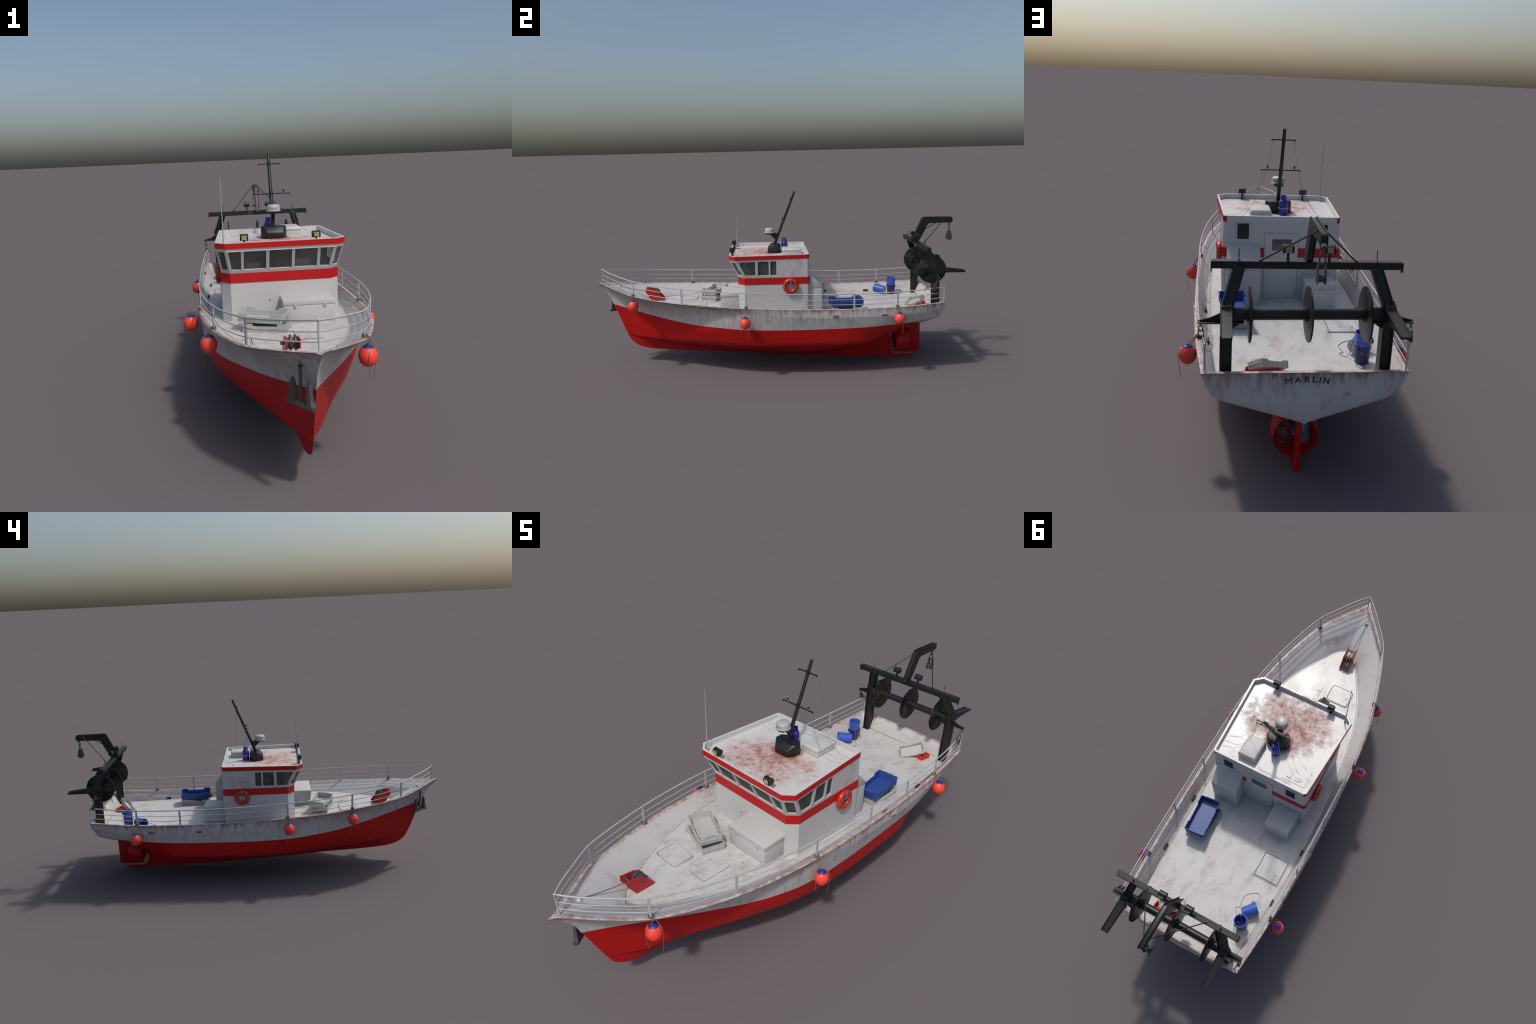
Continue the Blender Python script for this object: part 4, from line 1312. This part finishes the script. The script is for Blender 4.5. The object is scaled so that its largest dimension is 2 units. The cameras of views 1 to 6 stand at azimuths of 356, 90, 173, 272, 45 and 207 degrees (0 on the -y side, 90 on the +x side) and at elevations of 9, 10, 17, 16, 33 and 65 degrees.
# ------------------------------------------------------------------ loose crates and buckets (things of their own)
def crate(name, mat, L, W, H, label, mw, low=.72, handle='end'):
    """fish crate: floor, flared walls, long sides lowered in the middle, wire handles.
    local x = length, y = width, origin at the floor"""
    q = MB(mat, 'wire')
    t = .0026; fl = .10 * H
    def wallp(a, b_, prof, outv):
        """wall from a to b; prof = [(u, height)] along the top"""
        a, b_ = Vector(a), Vector(b_); o = Vector(outv)
        lower = [a.lerp(b_, u) for u, h in prof]
        bot_o = [p for p in lower]; 
        stretch = lambda p, h: p + o * fl * (h / H) + Vector((0, 0, h))
        top_o = [stretch(p, h) for p, (u, h) in zip(lower, prof)]
        top_i = [p - o * t for p in top_o]; bot_i = [p - o * t for p in bot_o]
        n = len(prof)
        for i in range(n - 1):
            q.faces([bot_o[i], bot_o[i + 1], top_o[i + 1], top_o[i]], [(0, 1, 2, 3)])
            q.faces([bot_i[i], bot_i[i + 1], top_i[i + 1], top_i[i]], [(3, 2, 1, 0)])
            q.faces([top_o[i], top_o[i + 1], top_i[i + 1], top_i[i]], [(0, 1, 2, 3)])
        for i in (0, n - 1):
            q.faces([bot_o[i], top_o[i], top_i[i], bot_i[i]], [(0, 1, 2, 3)])
    l, w2 = L / 2, W / 2
    longp = [(-.02, H), (.20, H), (.235, H * low), (.765, H * low), (.80, H), (1.02, H)]
    endp = [(-.03, H), (1.03, H)]
    wallp((-l, -w2, 0), (l, -w2, 0), longp, (0, -1, 0)); wallp((l, w2, 0), (-l, w2, 0), longp, (0, 1, 0))
    wallp((l, -w2, 0), (l, w2, 0), endp, (1, 0, 0)); wallp((-l, w2, 0), (-l, -w2, 0), endp, (-1, 0, 0))
    q.box((-l, -w2, 0), (l, w2, t))
    # ribs and a stiffening ledge on the outside
    for sg in (1, -1):
        for u in (-.60, -.2, .2, .60):
            hh = H if abs(u) > .5 else H * low
            q.beam((l * u, sg * (w2 + .0004), .003), (l * u, sg * (w2 + fl * hh / H + .0004), hh - .001), .0022, .0022, up=(1, 0, 0))
        for u in (-.5, .5):
            q.beam((sg * (l + .0004), w2 * u, .003), (sg * (l + fl + .0004), w2 * u, H - .001), .0022, .0022, up=(0, 1, 0))
        q.beam((sg * (l + fl * .55 + .0008), -w2, H * .55), (sg * (l + fl * .55 + .0008), w2, H * .55), .0022, .0022)
        q.beam((-l, sg * (w2 + fl * .5 + .0008), H * .5), (l, sg * (w2 + fl * .5 + .0008), H * .5), .0022, .0022)
        if handle == 'side':
            e = -(w2 + fl)
            q.tube([(sg * l * .55 - .012, e, H - .003), (sg * l * .55 - .012, e, H + .0035), (sg * l * .55 + .012, e, H + .0035), (sg * l * .55 + .012, e, H - .003)], .0008, 6, 1)
            q.tube([(sg * l * .55 - .012, -e, H - .003), (sg * l * .55 - .012, -e, H + .0035), (sg * l * .55 + .012, -e, H + .0035), (sg * l * .55 + .012, -e, H - .003)], .0008, 6, 1)
        else:
            e = l + fl
            q.tube([(sg * e, -w2 * .45, H - .003), (sg * e, -w2 * .45, H + .0035), (sg * e, w2 * .45, H + .0035), (sg * e, w2 * .45, H - .003)], .0008, 6, 1)
    ob = q.done(name, None, smooth=25, normals=False)
    ob.data.validate()
    ob['label'] = label; ob['category'] = 'crate'
    ob.matrix_world = mw
    return ob
def place(x, y, z, ang, rx=0, ry=0):
    return Matrix.Translation((x, y, z)) @ Matrix.Rotation(ang, 4, 'Z') @ Matrix.Rotation(ry, 4, 'Y') @ Matrix.Rotation(rx, 4, 'X')
zf = deck_z(-.36) + .0006
g1 = crate('fish_crate', 'crate', .150, .082, .031, 'low grey plastic fish crate on the foredeck', place(-.068, -.350, zf, math.radians(163)))
crate('fish_crate', 'crate', .154, .083, .032, 'open grey plastic fish crate stacked askew', place(-.080, -.340, zf + .0325, math.radians(156), rx=-.03))
za = deck_z(.38) + .0006
crate('fish_crate', 'crate', .150, .085, .032, 'grey plastic fish crate under a blue one', place(.180, .384, za, math.radians(86)))
crate('fish_crate', 'crateblue', .164, .084, .037, 'open blue plastic fish crate on deck', place(.183, .382, za + .0375, math.radians(95)))
crate('fish_crate', 'cratered', .100, .048, .021, 'small red plastic crate lying near the transom', place(.114, .803, deck_z(.8) + .0006, math.radians(-11)))
# tipped grey crate resting on the red one: axes from its rim corners
rim = [Vector((.043, .754, .352)), Vector((.118, .816, .384)), Vector((.156, .775, .358)), Vector((.073, .727, .317))]
ex = ((rim[1] - rim[0]) + (rim[2] - rim[3])).normalized()
ey = (rim[0] - rim[3]) + (rim[1] - rim[2]); ey = (ey - ex * ey.dot(ex)).normalized()
ez = ex.cross(ey)
if ez.z < 0: ey = -ey; ez = -ez
cc = sum(rim, Vector()) / 4 - ez * .022
mt = Matrix.Identity(4)
for i in range(3):
    mt[i][0], mt[i][1], mt[i][2], mt[i][3] = ex[i], ey[i], ez[i], cc[i]
crate('fish_crate', 'crate', .104, .054, .021, 'small grey plastic crate tipped on a red crate', mt, .80)

def bucket(name, mat, rb, rt, h, label, mw, inner='bucketlight'):
    q = MB(mat, 'wire', inner, 'crate')
    t = .0018
    q.lathe([(rb * .93, 0), (rb, .0015), (rt, h - .004), (rt + .0009, h - .004), (rt + .0009, h), (rt - t, h), (rb - t, .004), (rb * .3, .004)], n=32, mis=[0, 0, 0, 0, 0, 2, 2, 2])
    for f_ in q.bm.faces:
        if len(f_.verts) == 32 and f_.calc_center_median().z < .001: f_.material_index = 3
    q.tube([((rt + .003) * math.cos(a_), (rt + .003) * math.sin(a_) * .25 + (rt + .002) * math.sin(a_) * .9, h - .008 - .016 * math.sin(a_)) for a_ in np.linspace(0, math.pi, 16)], .0008, 6, 1)
    for sg in (1, -1):
        q.box((sg * (rt + .002) - .003, -.004, h - .014), (sg * (rt + .002) + .003, .004, h - .006))
    ob = q.done(name, None, smooth=40)
    ob['label'] = label; ob['category'] = 'bucket'
    ob.matrix_world = mw
    return ob
zb = deck_z(.705) + .0005
bucket('bucket', 'bucketdark', .0215, .0250, .057, 'navy blue plastic bucket standing on deck', place(-.195, .706, zb, .8))
bucket('bucket', 'bucketlight', .0225, .0258, .072, 'bright blue plastic bucket nested in another', place(-.195, .706, zb + .0260, 2.2))
# lying bucket: axis points towards bow and port
axis = Vector((-.050, -.052, .004)).normalized()
rm = axis.to_track_quat('Z', 'Y').to_matrix().to_4x4()
bucket('bucket', 'bucketlight', .0215, .0255, .066, 'bright blue plastic bucket lying on its side', Matrix.Translation((-.176, .664, deck_z(.64) + .0285)) @ rm)
ln = MB('rope')
zd = deck_z(.6) + .001
ln.tube(catmull([Vector(v_) for v_ in ((-.196, .712, .395), (-.186, .716, .416), (-.176, .722, .39), (-.172, .726, .340), (-.174, .735, zd), (-.185, .750, zd), (-.196, .742, zd), (-.190, .733, zd))], 5), .0009, 6)
ln.tube(catmull([Vector(v_) for v_ in ((-.198, .700, .40), (-.188, .690, .418), (-.170, .685, .38), (-.160, .680, .325), (-.148, .668, zd), (-.138, .650, zd), (-.152, .640, zd), (-.145, .600, zd), (-.165, .570, zd), (-.195, .556, zd), (-.202, .566, zd))], 5), .0009, 6)
ln = ln.done('bucket_line', None, smooth=60)
ln['label'] = 'thin brown rope lying loose beside buckets'; ln['category'] = 'rope'
